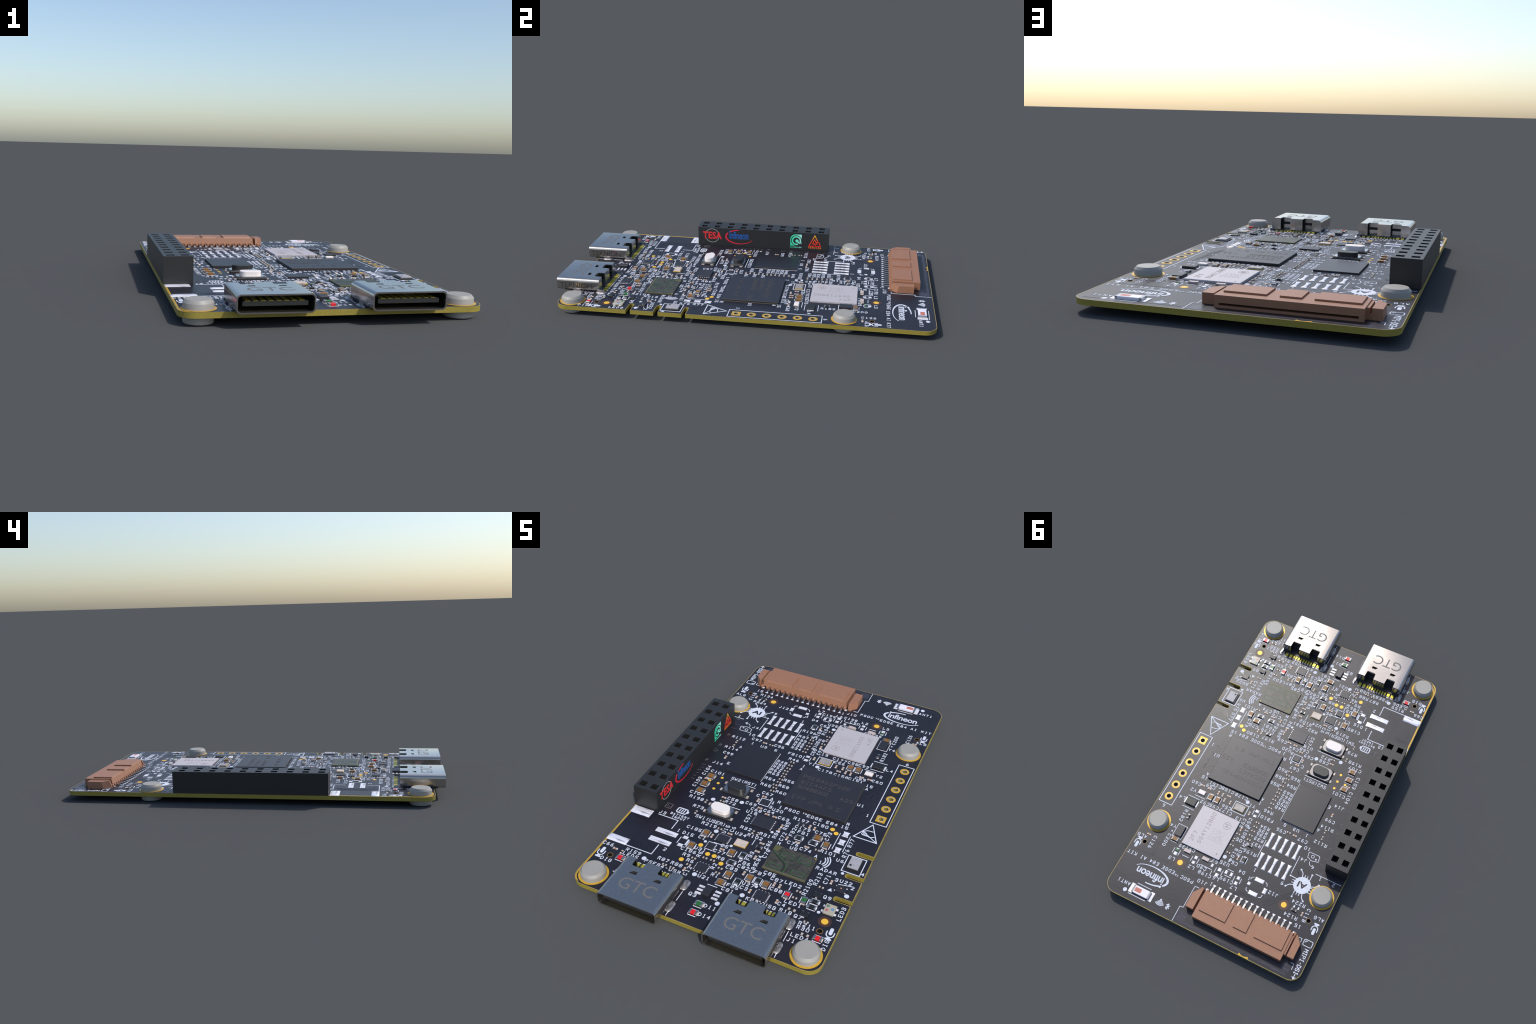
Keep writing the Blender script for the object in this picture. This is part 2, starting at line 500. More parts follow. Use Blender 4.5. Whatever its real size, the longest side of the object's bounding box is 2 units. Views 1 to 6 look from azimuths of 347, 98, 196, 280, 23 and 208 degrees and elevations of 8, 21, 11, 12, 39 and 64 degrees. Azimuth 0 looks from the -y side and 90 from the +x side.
# round test points and fiducials
def dots(name, mat, r, pts, h=0.0006):
    bm = bmesh.new()
    add_prism(bm, circle(0, 0, r, 24), -0.0004, h)
    me = to_mesh(bm, name, mat)
    for x, y in pts:
        link(name, me, BOARD, (x, y, TOP))
dots("test_point", "testgold", 0.0112, [(-0.197, -0.633), (-0.162, -0.518), (-0.108, -0.554), (-0.076, -0.553),
                                       (-0.028, -0.581), (0.338, -0.164), (0.362, -0.182)])
dots("test_point", "testgold", 0.0074, [(-0.289, -0.058), (-0.288, -0.103), (-0.289, -0.148), (-0.335, -0.102)])
FID = [(0.500, -0.685), (0.269, 0.702), (-0.332, 0.664)]
dots("fiducial", "fr4", 0.0285, FID, 0.0003)
dots("fiducial", "testgold", 0.0150, FID, 0.0008)
dots("silkscreen_dot", "ink", 0.0108, [(-0.140, -0.409), (-0.102, -0.686), (0.135, -0.704), (-0.347, -0.699),
     (0.062, -0.790), (0.106, 0.231), (0.457, 0.959), (0.069, 0.568), (0.535, -0.519), (-0.255, -0.220), (-0.121, -0.180)])
dots("silkscreen_dot", "ink", 0.0072, [(-0.154, -0.489), (-0.036, -0.464), (0.168, -0.635), (0.459, -0.650),
                                       (0.093, -0.303), (0.474, -0.403)])
dots("silkscreen_dot", "ink", 0.0045, [(0.398, 0.563)])

# ------------------------------------------------------------------ silkscreen lettering
_label_cache = {}
def place_label(text, x, y, turn=0, height=0.0166, pitch=0.0203, weight=0.0031, mat="ink", z=TOP, parent=None,
                name="silkscreen_label"):
    key = (text, height, pitch, weight, mat)
    if key not in _label_cache:
        _label_cache[key] = stroke_text(name, text, height, pitch, weight, mat)
    o = link(name, _label_cache[key], parent or BOARD, (x, y, z + (len(_label_cache) % 6) * 0.00004), radians(turn))
    return o

def place_labels(turn, items):
    for text, x, y in items:
        if text in ("BATTERY", "INPUT"):
            place_label(text, x, y, turn, 0.0110, 0.0145, 0.0027)
        elif text.startswith("SW"):
            place_label(text, x, y, turn, 0.0180, 0.0178, 0.0027)
        elif text.startswith("MIPI"):
            place_label(text, x, y, turn, 0.0200, 0.0176, 0.0038)
        else:
            place_label(text, x, y, turn)

def all_labels():
    # usb end, read across
    place_labels(0, [
        ("C66", -0.538, -0.690), ("DIG", -0.494, -0.775), ("R159", -0.411, -0.684),
        ("LED5", -0.410, -0.709), ("R87", -0.267, -0.668), ("R88", -0.201, -0.668),
        ("PSE84-USB", -0.249, -0.707), ("2", -0.293, -0.611), ("J2", -0.412, -0.815),
        ("Q3", -0.055, -0.790), ("D11", 0.044, -0.821), ("D14", 0.044, -0.871),
        ("C81", 0.067, -0.705), ("FB5", 0.077, -0.678), ("C3", 0.124, -0.665),
        ("U27", 0.132, -0.639), ("C88", 0.252, -0.616), ("LED2", 0.305, -0.555),
        ("LED1", 0.345, -0.653), ("C4", 0.304, -0.678), ("KP3-USB", 0.224, -0.710),
        ("R18", 0.334, -0.706), ("Q7", 0.391, -0.709), ("R21", 0.432, -0.735),
        ("R30", 0.433, -0.757), ("LED4", 0.436, -0.802), ("J1", 0.412, -0.831),
        ("1", 0.472, -0.738), ("Q9", 0.464, -0.562), ("C186", -0.195, -0.571),
        ("R9", -0.190, -0.600), ("R8", -0.044, -0.553), ("C82", 0.070, -0.558),
        ("R6", -0.158, -0.624), ("C83", 0.027, -0.586), ("FB7", 0.150, -0.560),
        ("C87", 0.231, -0.562), ("R1", -0.021, -0.653), ("U21", -0.059, -0.684),
    ])
    # usb end, read upwards
    place_labels(90, [
        ("DIG", 0.544, -0.796), ("LED3", 0.548, -0.620), ("R5", -0.139, -0.571),
        ("C12", -0.140, -0.682), ("R2", -0.049, -0.608),
    ])
    # power and radar, read across
    place_labels(0, [
        ("U22", 0.506, -0.447), ("3", 0.464, -0.450), ("2", 0.543, -0.466),
        ("RADAR", 0.404, -0.419), ("1", 0.363, -0.383), ("A", 0.332, -0.357), ("M", 0.151, -0.356),
        ("U5", 0.223, -0.356), ("U6", 0.438, -0.336), ("C74", 0.275, -0.342),
        ("C76", 0.208, -0.329), ("R101", 0.374, -0.315), ("R32", -0.026, -0.333),
        ("R31", 0.072, -0.334), ("R102", 0.035, -0.365), ("U24", -0.030, -0.378),
        ("R219", -0.190, -0.385), ("SW1(USER)", -0.197, -0.356), ("C185", -0.239, -0.437),
        ("D15", -0.247, -0.480), ("1", -0.297, -0.478), ("C1", -0.179, -0.473),
        ("C5", -0.062, -0.478), ("U31", -0.152, -0.542), ("C77", -0.067, -0.521),
        ("FB6", 0.063, -0.533), ("C85", 0.190, -0.543), ("J3", -0.424, -0.406),
        ("BATTERY", -0.341, -0.391), ("INPUT", -0.339, -0.409),
    ])
    # power and radar, read upwards
    place_labels(90, [
        ("R213", 0.389, -0.481), ("C71", 0.425, -0.465), ("R2109", 0.367, -0.543),
        ("C72", 0.149, -0.308), ("R86", 0.115, -0.307), ("C6", -0.077, -0.365),
        ("U15", -0.106, -0.378), ("FB3", 0.067, -0.483), ("C89", 0.112, -0.545),
        ("C84", 0.110, -0.489), ("C78", 0.126, -0.439), ("C86", 0.111, -0.386),
    ])
    # processor, read upwards
    place_labels(90, [
        ("C73", 0.337, -0.216), ("FB2", 0.178, -0.261), ("R85", 0.137, -0.235),
        ("C57", -0.047, -0.267), ("C103", -0.387, -0.137), ("C104", -0.386, -0.038),
    ])
    # processor, read across
    place_labels(0, [
        ("C75", 0.298, -0.212), ("FB1", 0.225, -0.246), ("C179", 0.211, -0.219),
        ("C180", 0.278, -0.162), ("R197", 0.183, -0.170), ("PSOC", 0.119, -0.128),
        ("EDGE", 0.234, -0.128), ("E84", 0.321, -0.129), ("15", 0.383, -0.127),
        ("R", 0.391, -0.100), ("R", 0.040, -0.100), ("1", 0.060, -0.129), ("1", 0.454, -0.002),
        ("C63", 0.105, -0.198), ("C64", 0.023, -0.182), ("U20", 0.057, -0.158),
        ("3", 0.017, -0.150), ("1", 0.015, -0.118), ("C68", -0.036, -0.198),
        ("C67", -0.036, -0.069), ("C69", -0.077, -0.170), ("U18", -0.048, -0.223),
        ("R73", -0.293, -0.298), ("R72", -0.169, -0.207), ("C58", -0.169, -0.179),
        ("R198", -0.332, -0.245), ("C107", -0.346, -0.214), ("C101", -0.327, -0.031),
        ("SW2(RST)", -0.177, -0.038), ("R65", -0.071, -0.012), ("R60", 0.019, -0.033),
        ("C", -0.072, -0.099), ("A", -0.001, -0.094), ("1", 0.016, -0.116),
    ])
    # memory, read across
    place_labels(0, [
        ("U1", 0.401, 0.051), ("J14", -0.363, 0.037), ("E", -0.312, 0.059), ("C99", -0.351, 0.132),
        ("R114", -0.355, 0.178), ("R112", -0.360, 0.274), ("A", -0.316, 0.208),
        ("U3", -0.208, 0.262), ("5", -0.139, 0.261), ("1", -0.273, 0.265), ("C96", -0.136, 0.301),
        ("C97", -0.266, 0.301), ("10", -0.309, 0.331), ("R34", -0.050, 0.324),
        ("FB10", -0.035, 0.273), ("R46", -0.024, 0.232), ("R48", -0.070, 0.187),
        ("R50", -0.071, 0.162), ("R52", -0.071, 0.137), ("R62", -0.073, 0.111),
        ("R63", -0.072, 0.085), ("R54", -0.071, 0.039), ("R56", 0.021, 0.064),
        ("R58", 0.013, 0.015), ("1", 0.042, 0.207), ("A", 0.039, 0.180), ("15", 0.394, 0.203),
        ("A", 0.389, 0.177), ("Y1", 0.073, 0.240), ("C56", 0.198, 0.310), ("C177", 0.190, 0.335),
        ("C95", 0.261, 0.337), ("C92", 0.318, 0.340), ("C178", 0.153, 0.217),
        ("C158", 0.239, 0.216), ("C151", 0.317, 0.217), ("C59", 0.336, 0.237),
        ("C60", 0.419, 0.252), ("Y2", 0.413, 0.297), ("13", 0.105, 0.341),
    ])
    # radio, read across
    place_labels(0, [
        ("J4", -0.319, 0.397), ("R35", -0.051, 0.350), ("R36", -0.051, 0.374),
        ("R33", -0.051, 0.401), ("R37", -0.052, 0.433), ("R196", -0.041, 0.488),
        ("R105", 0.025, 0.449), ("L4", 0.448, 0.364), ("6", 0.516, 0.452), ("Y4", 0.407, 0.533),
        ("C91", 0.256, 0.612), ("39", 0.305, 0.617), ("52", 0.105, 0.614), ("U25", 0.052, 0.602),
        ("C54", 0.015, 0.577), ("D4", -0.053, 0.603), ("9", -0.273, 0.563), ("1", -0.110, 0.563),
        ("1", -0.104, 0.617), ("1", -0.443, 0.455), ("2", -0.521, 0.456),
    ])
    # radio, read upwards
    place_labels(90, [
        ("R103", 0.008, 0.495), ("R104", 0.033, 0.536), ("R108", 0.033, 0.394),
        ("C93", 0.072, 0.353), ("R182", 0.387, 0.456),
    ])
    # memory, read upwards
    place_labels(90, [
        ("C55", 0.044, 0.336),
    ])
    # display end, read upwards
    place_labels(90, [
        ("C200", 0.399, 0.621), ("C126", 0.462, 0.666), ("MIPI-DSI", -0.541, 0.890),
        ("C118", -0.462, 0.664),
    ])
    # display end, read across
    place_labels(0, [
        ("ALG", 0.532, 0.657), ("L3", 0.322, 0.701), ("L2", 0.203, 0.699), ("C90", 0.152, 0.675),
        ("C198", 0.120, 0.701), ("L6", 0.055, 0.697), ("C199", -0.000, 0.679),
        ("L7", -0.053, 0.700), ("J12", -0.256, 0.637), ("J10", 0.109, 0.746), ("1", 0.062, 0.733),
        ("PSOC", 0.190, 0.768), ("EDGE", 0.305, 0.766), ("E84", 0.393, 0.763), ("AI", 0.460, 0.765),
        ("KIT", 0.529, 0.765), ("ANT1", 0.483, 0.924), ("ALG", -0.529, 0.652),
        ("15", -0.446, 0.733), ("R124", -0.390, 0.702), ("R224", -0.399, 0.624),
    ])
    place_label("TM", 0.181, -0.122, 0, 0.008, 0.0125, 0.0022)
    place_label("TM", 0.250, 0.771, 0, 0.009, 0.0125, 0.0022)
    place_label("R76", 0.4455, -0.284, 90)
    place_label("R77", 0.4455, -0.212, 90)
    place_label("4", 0.556, -0.372)
all_labels()

# ------------------------------------------------------------------ silkscreen lines and symbols
def line(pts, w=0.0034, closed=False, taper=None, name="silkscreen_line", mat="ink", h=SILK, round_ends=True):
    bm = bmesh.new()
    add_ribbon(bm, pts, w, TOP - 0.0003, TOP + h, closed, taper=taper, round_ends=round_ends)
    return link(name, to_mesh(bm, name, mat), BOARD)

def frame(x0, x1, y0, y1, w=0.0040):
    line([(x0, y0), (x1, y0), (x1, y1), (x0, y1)], w, True, name="silkscreen_frame")

frame(0.4775, 0.5575, -0.0405, 0.4335, 0.0040)                    # side connector
frame(0.462, 0.546, -0.388, -0.285, 0.0042)                       # microphone
frame(0.0855, 0.1675, 0.252, 0.314, 0.0038)                       # crystal
frame(0.3315, 0.385, 0.509, 0.586, 0.0032)                        # oscillator
frame(-0.0465, 0.0035, -0.154, -0.107, 0.0036)                    # small sensor
for a, b in (
    ((-0.266, -0.511), (-0.266, -0.552)), ((0.3795, -0.172), (0.3795, -0.283)), ((0.429, -0.173), (0.429, -0.281)),
    ((0.186, 0.670), (0.186, 0.641)), ((0.2245, 0.669), (0.2245, 0.640)), ((0.300, 0.671), (0.300, 0.642)),
    ((0.336, 0.670), (0.336, 0.641)), ((0.242, 0.659), (0.279, 0.659)), ((0.039, 0.670), (0.039, 0.641)),
    ((0.080, 0.670), (0.080, 0.641)), ((0.093, 0.690), (0.094, 0.668)), ((-0.071, 0.666), (-0.070, 0.638)),
    ((-0.032, 0.666), (-0.031, 0.639)), ((-0.015, 0.658), (0.022, 0.658)), ((-0.013, 0.6215), (0.022, 0.6215)),
    ((0.0135, 0.286), (0.0135, 0.257)), ((0.0505, 0.286), (0.0505, 0.256)), ((0.390, 0.3195), (0.330, 0.3195)),
    ((0.423, 0.336), (0.355, 0.336)), ((0.423, 0.4055), (0.352, 0.4055)), ((0.168, 0.625), (0.120, 0.625)),
    ((0.165, 0.663), (0.098, 0.663)), ((-0.106, -0.231), (-0.242, -0.231)), ((-0.107, -0.059), (-0.242, -0.059)),
    ((-0.024, -0.7115), (0.020, -0.7115)), ((0.301, -0.592), (0.301, -0.570)), ((0.0445, -0.381), (0.0445, -0.417)),
    ((-0.291, 0.388), (-0.291, 0.492)), ((-0.088, 0.386), (-0.088, 0.492)), ((-0.411, 0.440), (-0.557, 0.440)),
    ((0.432, 0.968), (0.330, 0.968)), ((0.412, 0.900), (0.330, 0.900)), ((-0.061, -0.477), (-0.115, -0.477)),
    ((-0.099, -0.481), (-0.140, -0.481)), ((-0.1395, -0.5275), (-0.098, -0.5275)), ((-0.118, -0.415), (-0.062, -0.415)),
    ((0.535, -0.459), (0.480, -0.470)),
):
    line([a, b])
line([(-0.462, -0.6625), (-0.332, -0.6625), (-0.332, -0.600)], 0.0042)
line([(-0.332, -0.483), (-0.332, -0.4235), (-0.436, -0.4235)], 0.0042)
line([(-0.106, 0.245), (-0.302, 0.2455)], 0.0024)
line([(-0.1045, 0.001), (-0.1045, 0.245)], 0.0024)
line([(-0.225, -0.512), (-0.225, -0.550)], 0.0085, round_ends=False)
for pts in ([(0.108, 0.781), (0.132, 0.781), (0.133, 0.908), (0.151, 0.910), (0.150, 0.994)],
            [(-0.474, 0.781), (-0.495, 0.781), (-0.495, 0.800)], [(-0.497, 0.914), (-0.514, 0.916), (-0.514, 0.945)]):
    line(pts, 0.0030)
for pts in ([(-0.208, 0.668), (-0.205, 0.684), (-0.194, 0.688)], [(-0.128, 0.684), (-0.117, 0.680), (-0.114, 0.667)],
            [(-0.208, 0.614), (-0.204, 0.602), (-0.194, 0.598)], [(-0.124, 0.600), (-0.116, 0.604), (-0.113, 0.616)]):
    line(pts, 0.0035)
# pin-one wedges
for x, y in ((0.459, -0.514), ):
    pad_object("pin_marker", [(x - 0.011, y - 0.008), (x + 0.009, y - 0.008), (x + 0.001, y + 0.010)], SILK, "ink")

def microphone_symbol(x, y):
    bm = bmesh.new()
    z0, z1 = TOP - 0.0003, TOP + SILK
    add_prism(bm, rounded_rect(x - 0.0075, x + 0.0075, y - 0.010, y + 0.027, 0.0074, 5), z0, z1)
    arc = [(x + 0.016 * cos(radians(a)), y - 0.006 + 0.016 * sin(radians(a))) for a in range(170, 371, 20)]
    arc = [(arc[0][0], y + 0.006)] + arc + [(arc[-1][0], y + 0.006)]
    add_ribbon(bm, arc, 0.0048, z0, z1)
    add_prism(bm, [(x - 0.004, y - 0.024), (x + 0.004, y - 0.024), (x + 0.015, y - 0.031), (x + 0.012, y - 0.037),
                   (x - 0.012, y - 0.037), (x - 0.015, y - 0.031)], z0, z1 - 0.0001)
    link("microphone_symbol", to_mesh(bm, "microphone_symbol", "ink"), BOARD)
for x, y in ((-0.531, 0.714), (-0.538, -0.7415), (0.534, 0.704), (0.5425, -0.7305)):
    microphone_symbol(x, y)

def arcs_symbol(name, x, y, radii, a0, a1, w):
    bm = bmesh.new()
    for r in radii:
        pts = [(x + r * cos(radians(a0 + (a1 - a0) * i / 12)), y + r * sin(radians(a0 + (a1 - a0) * i / 12))) for i in range(13)]
        add_ribbon(bm, pts, w, TOP - 0.0003, TOP + SILK)
    link(name, to_mesh(bm, name, "ink"), BOARD)
arcs_symbol("radar_symbol", 0.351, -0.371, (0.030, 0.041, 0.052), -42, 42, 0.0055)
arcs_symbol("wireless_symbol", 0.256, 0.922, (0.0125, 0.019, 0.0255, 0.032), 50, 140, 0.0040)
dots("wireless_symbol", "ink", 0.0055, [(0.256, 0.925)])
bm = bmesh.new()
bx, by = 0.2065, 0.941
for k, pts in enumerate(([(bx, by - 0.016), (bx, by + 0.016)], [(bx, by + 0.0155), (bx + 0.0095, by + 0.0075), (bx - 0.0095, by - 0.0075)],
                         [(bx, by - 0.0155), (bx + 0.0095, by - 0.0075), (bx - 0.0095, by + 0.0075)])):
    add_ribbon(bm, pts, 0.0042, TOP - 0.0003, TOP + SILK + k * 0.00006)
link("wireless_symbol", to_mesh(bm, "bluetooth_symbol", "ink"), BOARD)

# round chip symbol with legs and dark letters
def chip_symbol(cx, cy):
    bm = bmesh.new()
    z0, z1 = TOP - 0.0003, TOP + SILK
    add_prism(bm, circle(cx, cy, 0.0465, 40), z0, z1)
    for (ex, ey, mx, my, sx, sy) in (
            (0.040, -0.077, 0.023, -0.062, 0.018, -0.040), (-0.025, -0.074, -0.025, -0.060, -0.025, -0.036),
            (-0.080, -0.038, -0.064, -0.020, -0.044, -0.012), (-0.041, 0.076, -0.026, 0.062, -0.019, 0.040),
            (0.023, 0.077, 0.023, 0.060, 0.023, 0.038), (0.078, 0.040, 0.062, 0.022, 0.043, 0.016),
            (0.078, -0.023, 0.060, -0.022, 0.040, -0.021), (-0.080, 0.024, -0.060, 0.024, -0.040, 0.023)):
        add_ribbon(bm, [(cx + sx, cy + sy), (cx + mx, cy + my), (cx + ex, cy + ey)], 0.0042, z0, z1 - 0.0002)
        add_prism(bm, circle(cx + ex, cy + ey, 0.0052, 14), z0, z1 + 0.0001)
    for a in range(4):
        for t in (-0.008, 0.006):
            c, s = cos(a * pi / 2), sin(a * pi / 2)
            p = [(0.040, t), (0.058, t)]
            add_ribbon(bm, [(cx + c * u - s * v, cy + s * u + c * v) for u, v in p], 0.0038, z0, z1 - 0.0003)
    o = link("chip_symbol", to_mesh(bm, "chip_symbol", "ink"), BOARD)
    link("chip_symbol", text_mesh("chip_symbol_letters", "AI", 0.050, 0.033, "mask", 0.0004, 0.03), BOARD, (cx, cy, TOP + SILK + 0.0002))
chip_symbol(-0.372, 0.528)

# camera, battery and screen symbols
bm = bmesh.new()
z0, z1 = TOP - 0.0003, TOP + SILK
add_ribbon(bm, [(-0.327, 0.346), (-0.330, 0.342), (-0.386, 0.342), (-0.390, 0.346), (-0.393, 0.374), (-0.388, 0.378), (-0.378, 0.376),
                (-0.370, 0.382), (-0.352, 0.383), (-0.342, 0.376), (-0.331, 0.374)], 0.0030, z0, z1, True)
add_ring(bm, -0.355, 0.359, 0.0065, 0.0095, z0, z1, 24)
add_prism(bm, circle(-0.3765, 0.367, 0.0048, 14), z0, z1)
add_ribbon(bm, [(-0.351, 0.392), (-0.355, 0.404), (-0.364, 0.411), (-0.384, 0.413)], 0.0030, z0, z1)
add_ribbon(bm, [(-0.374, 0.404), (-0.386, 0.413), (-0.378, 0.423)], 0.0030, z0, z1 + 0.0001)
link("camera_symbol", to_mesh(bm, "camera_symbol", "ink"), BOARD)
bm = bmesh.new()
add_ribbon(bm, rounded_rect(-0.372, -0.322, -0.373, -0.341, 0.007, 3), 0.0058, z0, z1, True)
for k in range(3):
    x = -0.3595 + 0.0115 * k
    add_ribbon(bm, [(x, -0.3655), (x + 0.002, -0.3485)], 0.0050, z0, z1)
add_prism(bm, rounded_rect(-0.320, -0.3125, -0.365, -0.349, 0.003, 3), z0, z1 - 0.0001)
link("battery_symbol", to_mesh(bm, "battery_symbol", "ink"), BOARD)
bm = bmesh.new()
add_ribbon(bm, rounded_rect(-0.556, -0.509, 0.7745, 0.8075, 0.007, 3), 0.0036, z0, z1, True)
add_ribbon(bm, [(-0.521, 0.780), (-0.515, 0.786)], 0.0024, z0, z1)
add_ribbon(bm, [(-0.527, 0.780), (-0.515, 0.791)], 0.0024, z0, z1)
link("screen_symbol", to_mesh(bm, "screen_symbol", "ink"), BOARD)
bm = bmesh.new()
add_ribbon(bm, [(-0.5405, 0.958), (-0.5405, 0.981)], 0.0042, z0, z1)
add_ribbon(bm, [(-0.549, 0.974), (-0.5405, 0.983), (-0.532, 0.974)], 0.0042, z0, z1 + 0.0001)
link("arrow_symbol", to_mesh(bm, "arrow_symbol", "ink"), BOARD)

# static-hazard triangle with a struck-out hand
bm = bmesh.new()
add_ribbon(bm, [(0.550, -0.163), (0.439, -0.163), (0.498, -0.053)], 0.0048, z0, z1, True)
add_ribbon(bm, [(0.546, -0.160), (0.466, -0.112)], 0.0042, z0, z1 + 0.0001)
add_ribbon(bm, [(0.529, -0.130), (0.508, -0.140), (0.492, -0.133)], 0.0036, z0, z1 + 0.00015)
add_ribbon(bm, [(0.517, -0.098), (0.488, -0.100), (0.472, -0.112)], 0.0036, z0, z1 + 0.0002)
for k in range(4):
    add_ribbon(bm, [(0.470 + 0.006 * k, -0.113 - 0.002 * k), (0.468 + 0.007 * k, -0.133), (0.478 + 0.006 * k, -0.138)],
               0.0030, z0, z1 + 0.00025 + k * 0.00003)
link("static_hazard_symbol", to_mesh(bm, "static_hazard_symbol", "ink"), BOARD)

def swoosh(cx, cy, a, b, t0, t1, thick, n=40, gap=None):
    """Open ellipse that is fat at the left and thins towards both ends."""
    runs, cur = [], []
    for i in range(n + 1):
        t = radians(t0 + (t1 - t0) * i / n)
        d = max(0.0, 1 - abs(((t0 + (t1 - t0) * i / n) - 185) / 150.0))
        if gap and gap[0] < math.degrees(t) < gap[1]:
            if len(cur) > 1:
                runs.append(cur)
            cur = []
        else:
            cur.append((cx + a * cos(t), cy + b * sin(t), thick * (0.22 + 0.78 * d ** 1.5)))
    runs.append(cur)
    return runs

bm = bmesh.new()
for run in swoosh(0.376, 0.8325, 0.103, 0.0465, 88, 337, 0.0125, gap=(134, 146)):
    add_ribbon(bm, [(x, y) for x, y, w in run], 0.003, z0, z1, taper=[w for x, y, w in run])
add_prism(bm, circle(0.2985, 0.8665, 0.0065, 18), z0, z1 + 0.0001)
link("maker_logo", to_mesh(bm, "maker_logo", "ink"), BOARD)
link("maker_logo", text_mesh("maker_logo_lettering", "infineon", 0.163, 0.045, "ink", SILK, 0.016, 0.95), BOARD, (0.377, 0.8375, TOP))

# ------------------------------------------------------------------ copper runs under the mask
def run(pts, w=0.0032, h=0.0006):
    line(pts, w, False, None, "copper_trace", "trace", h)
for k in range(5):
    d = 0.0105 * k
    run([(-0.358 - d, -0.640 - d * 0.6), (-0.405 - d, -0.597 - 0.002 * k), (-0.403 - d, -0.440 - 0.006 * k)])
run([(-0.470, -0.496), (-0.535, -0.496)]); run([(-0.470, -0.504), (-0.535, -0.504)])
run([(-0.250, -0.632), (-0.285, -0.608), (-0.285, -0.590)]); run([(-0.209, -0.618), (-0.235, -0.599), (-0.235, -0.585)])
for k in range(4):
    d = 0.0075 * k
    run([(-0.222 - d, 0.694 + d), (-0.343 - d * 0.9, 0.581 + d * 0.6)], 0.0030)
    run([(-0.060 - d, 0.728), (-0.094 - d * 0.4, 0.698 + d * 0.6), (-0.16, 0.698 + d * 0.6)], 0.0024)
run([(0.521, 0.734), (0.439, 0.733), (0.418, 0.7285), (0.304, 0.733)]); run([(0.235, 0.7335), (0.130, 0.7335)])
run([(0.420, 0.7285), (0.423, 0.664), (0.402, 0.634), (0.375, 0.634)]); run([(0.428, 0.7295), (0.431, 0.662), (0.404, 0.6265), (0.380, 0.6265)])
run([(0.537, 0.965), (0.474, 0.965)]); run([(0.296, 0.966), (0.170, 0.966)])
rng = random.Random(11)
def meander(x, y, steps, seed):
    r = random.Random(seed)
    pts = [(x, y)]
    for dx, dy in steps:
        pts.append((pts[-1][0] + dx + r.uniform(-0.002, 0.002), pts[-1][1] + dy + r.uniform(-0.002, 0.002)))
    return pts
for k in range(9):          # fan-out from the processor towards the side connector
    d = 0.0068 * k
    run(meander(0.388, -0.085 + 0.026 * k, [(0.012 + d * 0.25, 0.004), (0.018, 0.022), (0.003, 0.030 + 0.003 * k), (0.014, 0.014)], k), 0.0022)
for k in range(5):          # contour-like runs beside the routed slots
    d = 0.0075 * k
    run([(0.560 - d * 0.3, -0.235 + d * 0.6), (0.535, -0.243 + d), (0.505, -0.246 + d), (0.478 - d * 0.3, -0.226 + d), (0.462, -0.200 + d)], 0.0022)
for k in range(26):         # scattered short runs over the middle of the board
    x, y = rng.uniform(-0.42, 0.42), rng.choice([rng.uniform(-0.62, -0.15), rng.uniform(0.25, 0.70)])
    sx, sy = rng.choice([(1, 1), (1, -1), (-1, 1), (-1, -1)])
    a, b = rng.uniform(0.02, 0.06), rng.uniform(0.01, 0.03)
    pts = [(x, y), (x + sx * a, y), (x + sx * (a + b), y + sy * b), (x + sx * (a + b), y + sy * (b + a * 0.7))]
    for j in range(rng.randint(1, 3)):
        run([(p[0] + 0.006 * j * -sx, p[1] + 0.006 * j) for p in pts], 0.0022, 0.0003)

# ------------------------------------------------------------------ bare solder pads
def solder_pad(x, y, w, h, z1=0.0016, waist=0.0, name="solder_pad", mat="solder"):
    """Tinned land; with a waist the sides curve inwards like a wetted bow tie."""
    bm = bmesh.new()
    if waist:
        pts = []
        n = 8
        for i in range(n + 1):
            t = i / n
            pts.append((w / 2 - waist * sin(pi * t) ** 0.6, -h / 2 + h * t))
        pts += [(-px, py) for px, py in pts[::-1]]
    else:
        pts = [(-w / 2, -h / 2), (w / 2, -h / 2), (w / 2, h / 2), (-w / 2, h / 2)]
    lo = [bm.verts.new((px, py, -0.0004)) for px, py in pts]
    mid = [bm.verts.new((px, py, z1 * 0.35)) for px, py in pts]
    hi = [bm.verts.new((px * 0.72, py * 0.9, z1)) for px, py in pts]
    n = len(pts)
    for a, b in ((lo, mid), (mid, hi)):
        for i in range(n):
            bm.faces.new((a[i], a[(i + 1) % n], b[(i + 1) % n], b[i]))
    bm.faces.new(hi)
    return link(name, to_mesh(bm, name, mat, 50), BOARD, (x, y, TOP))

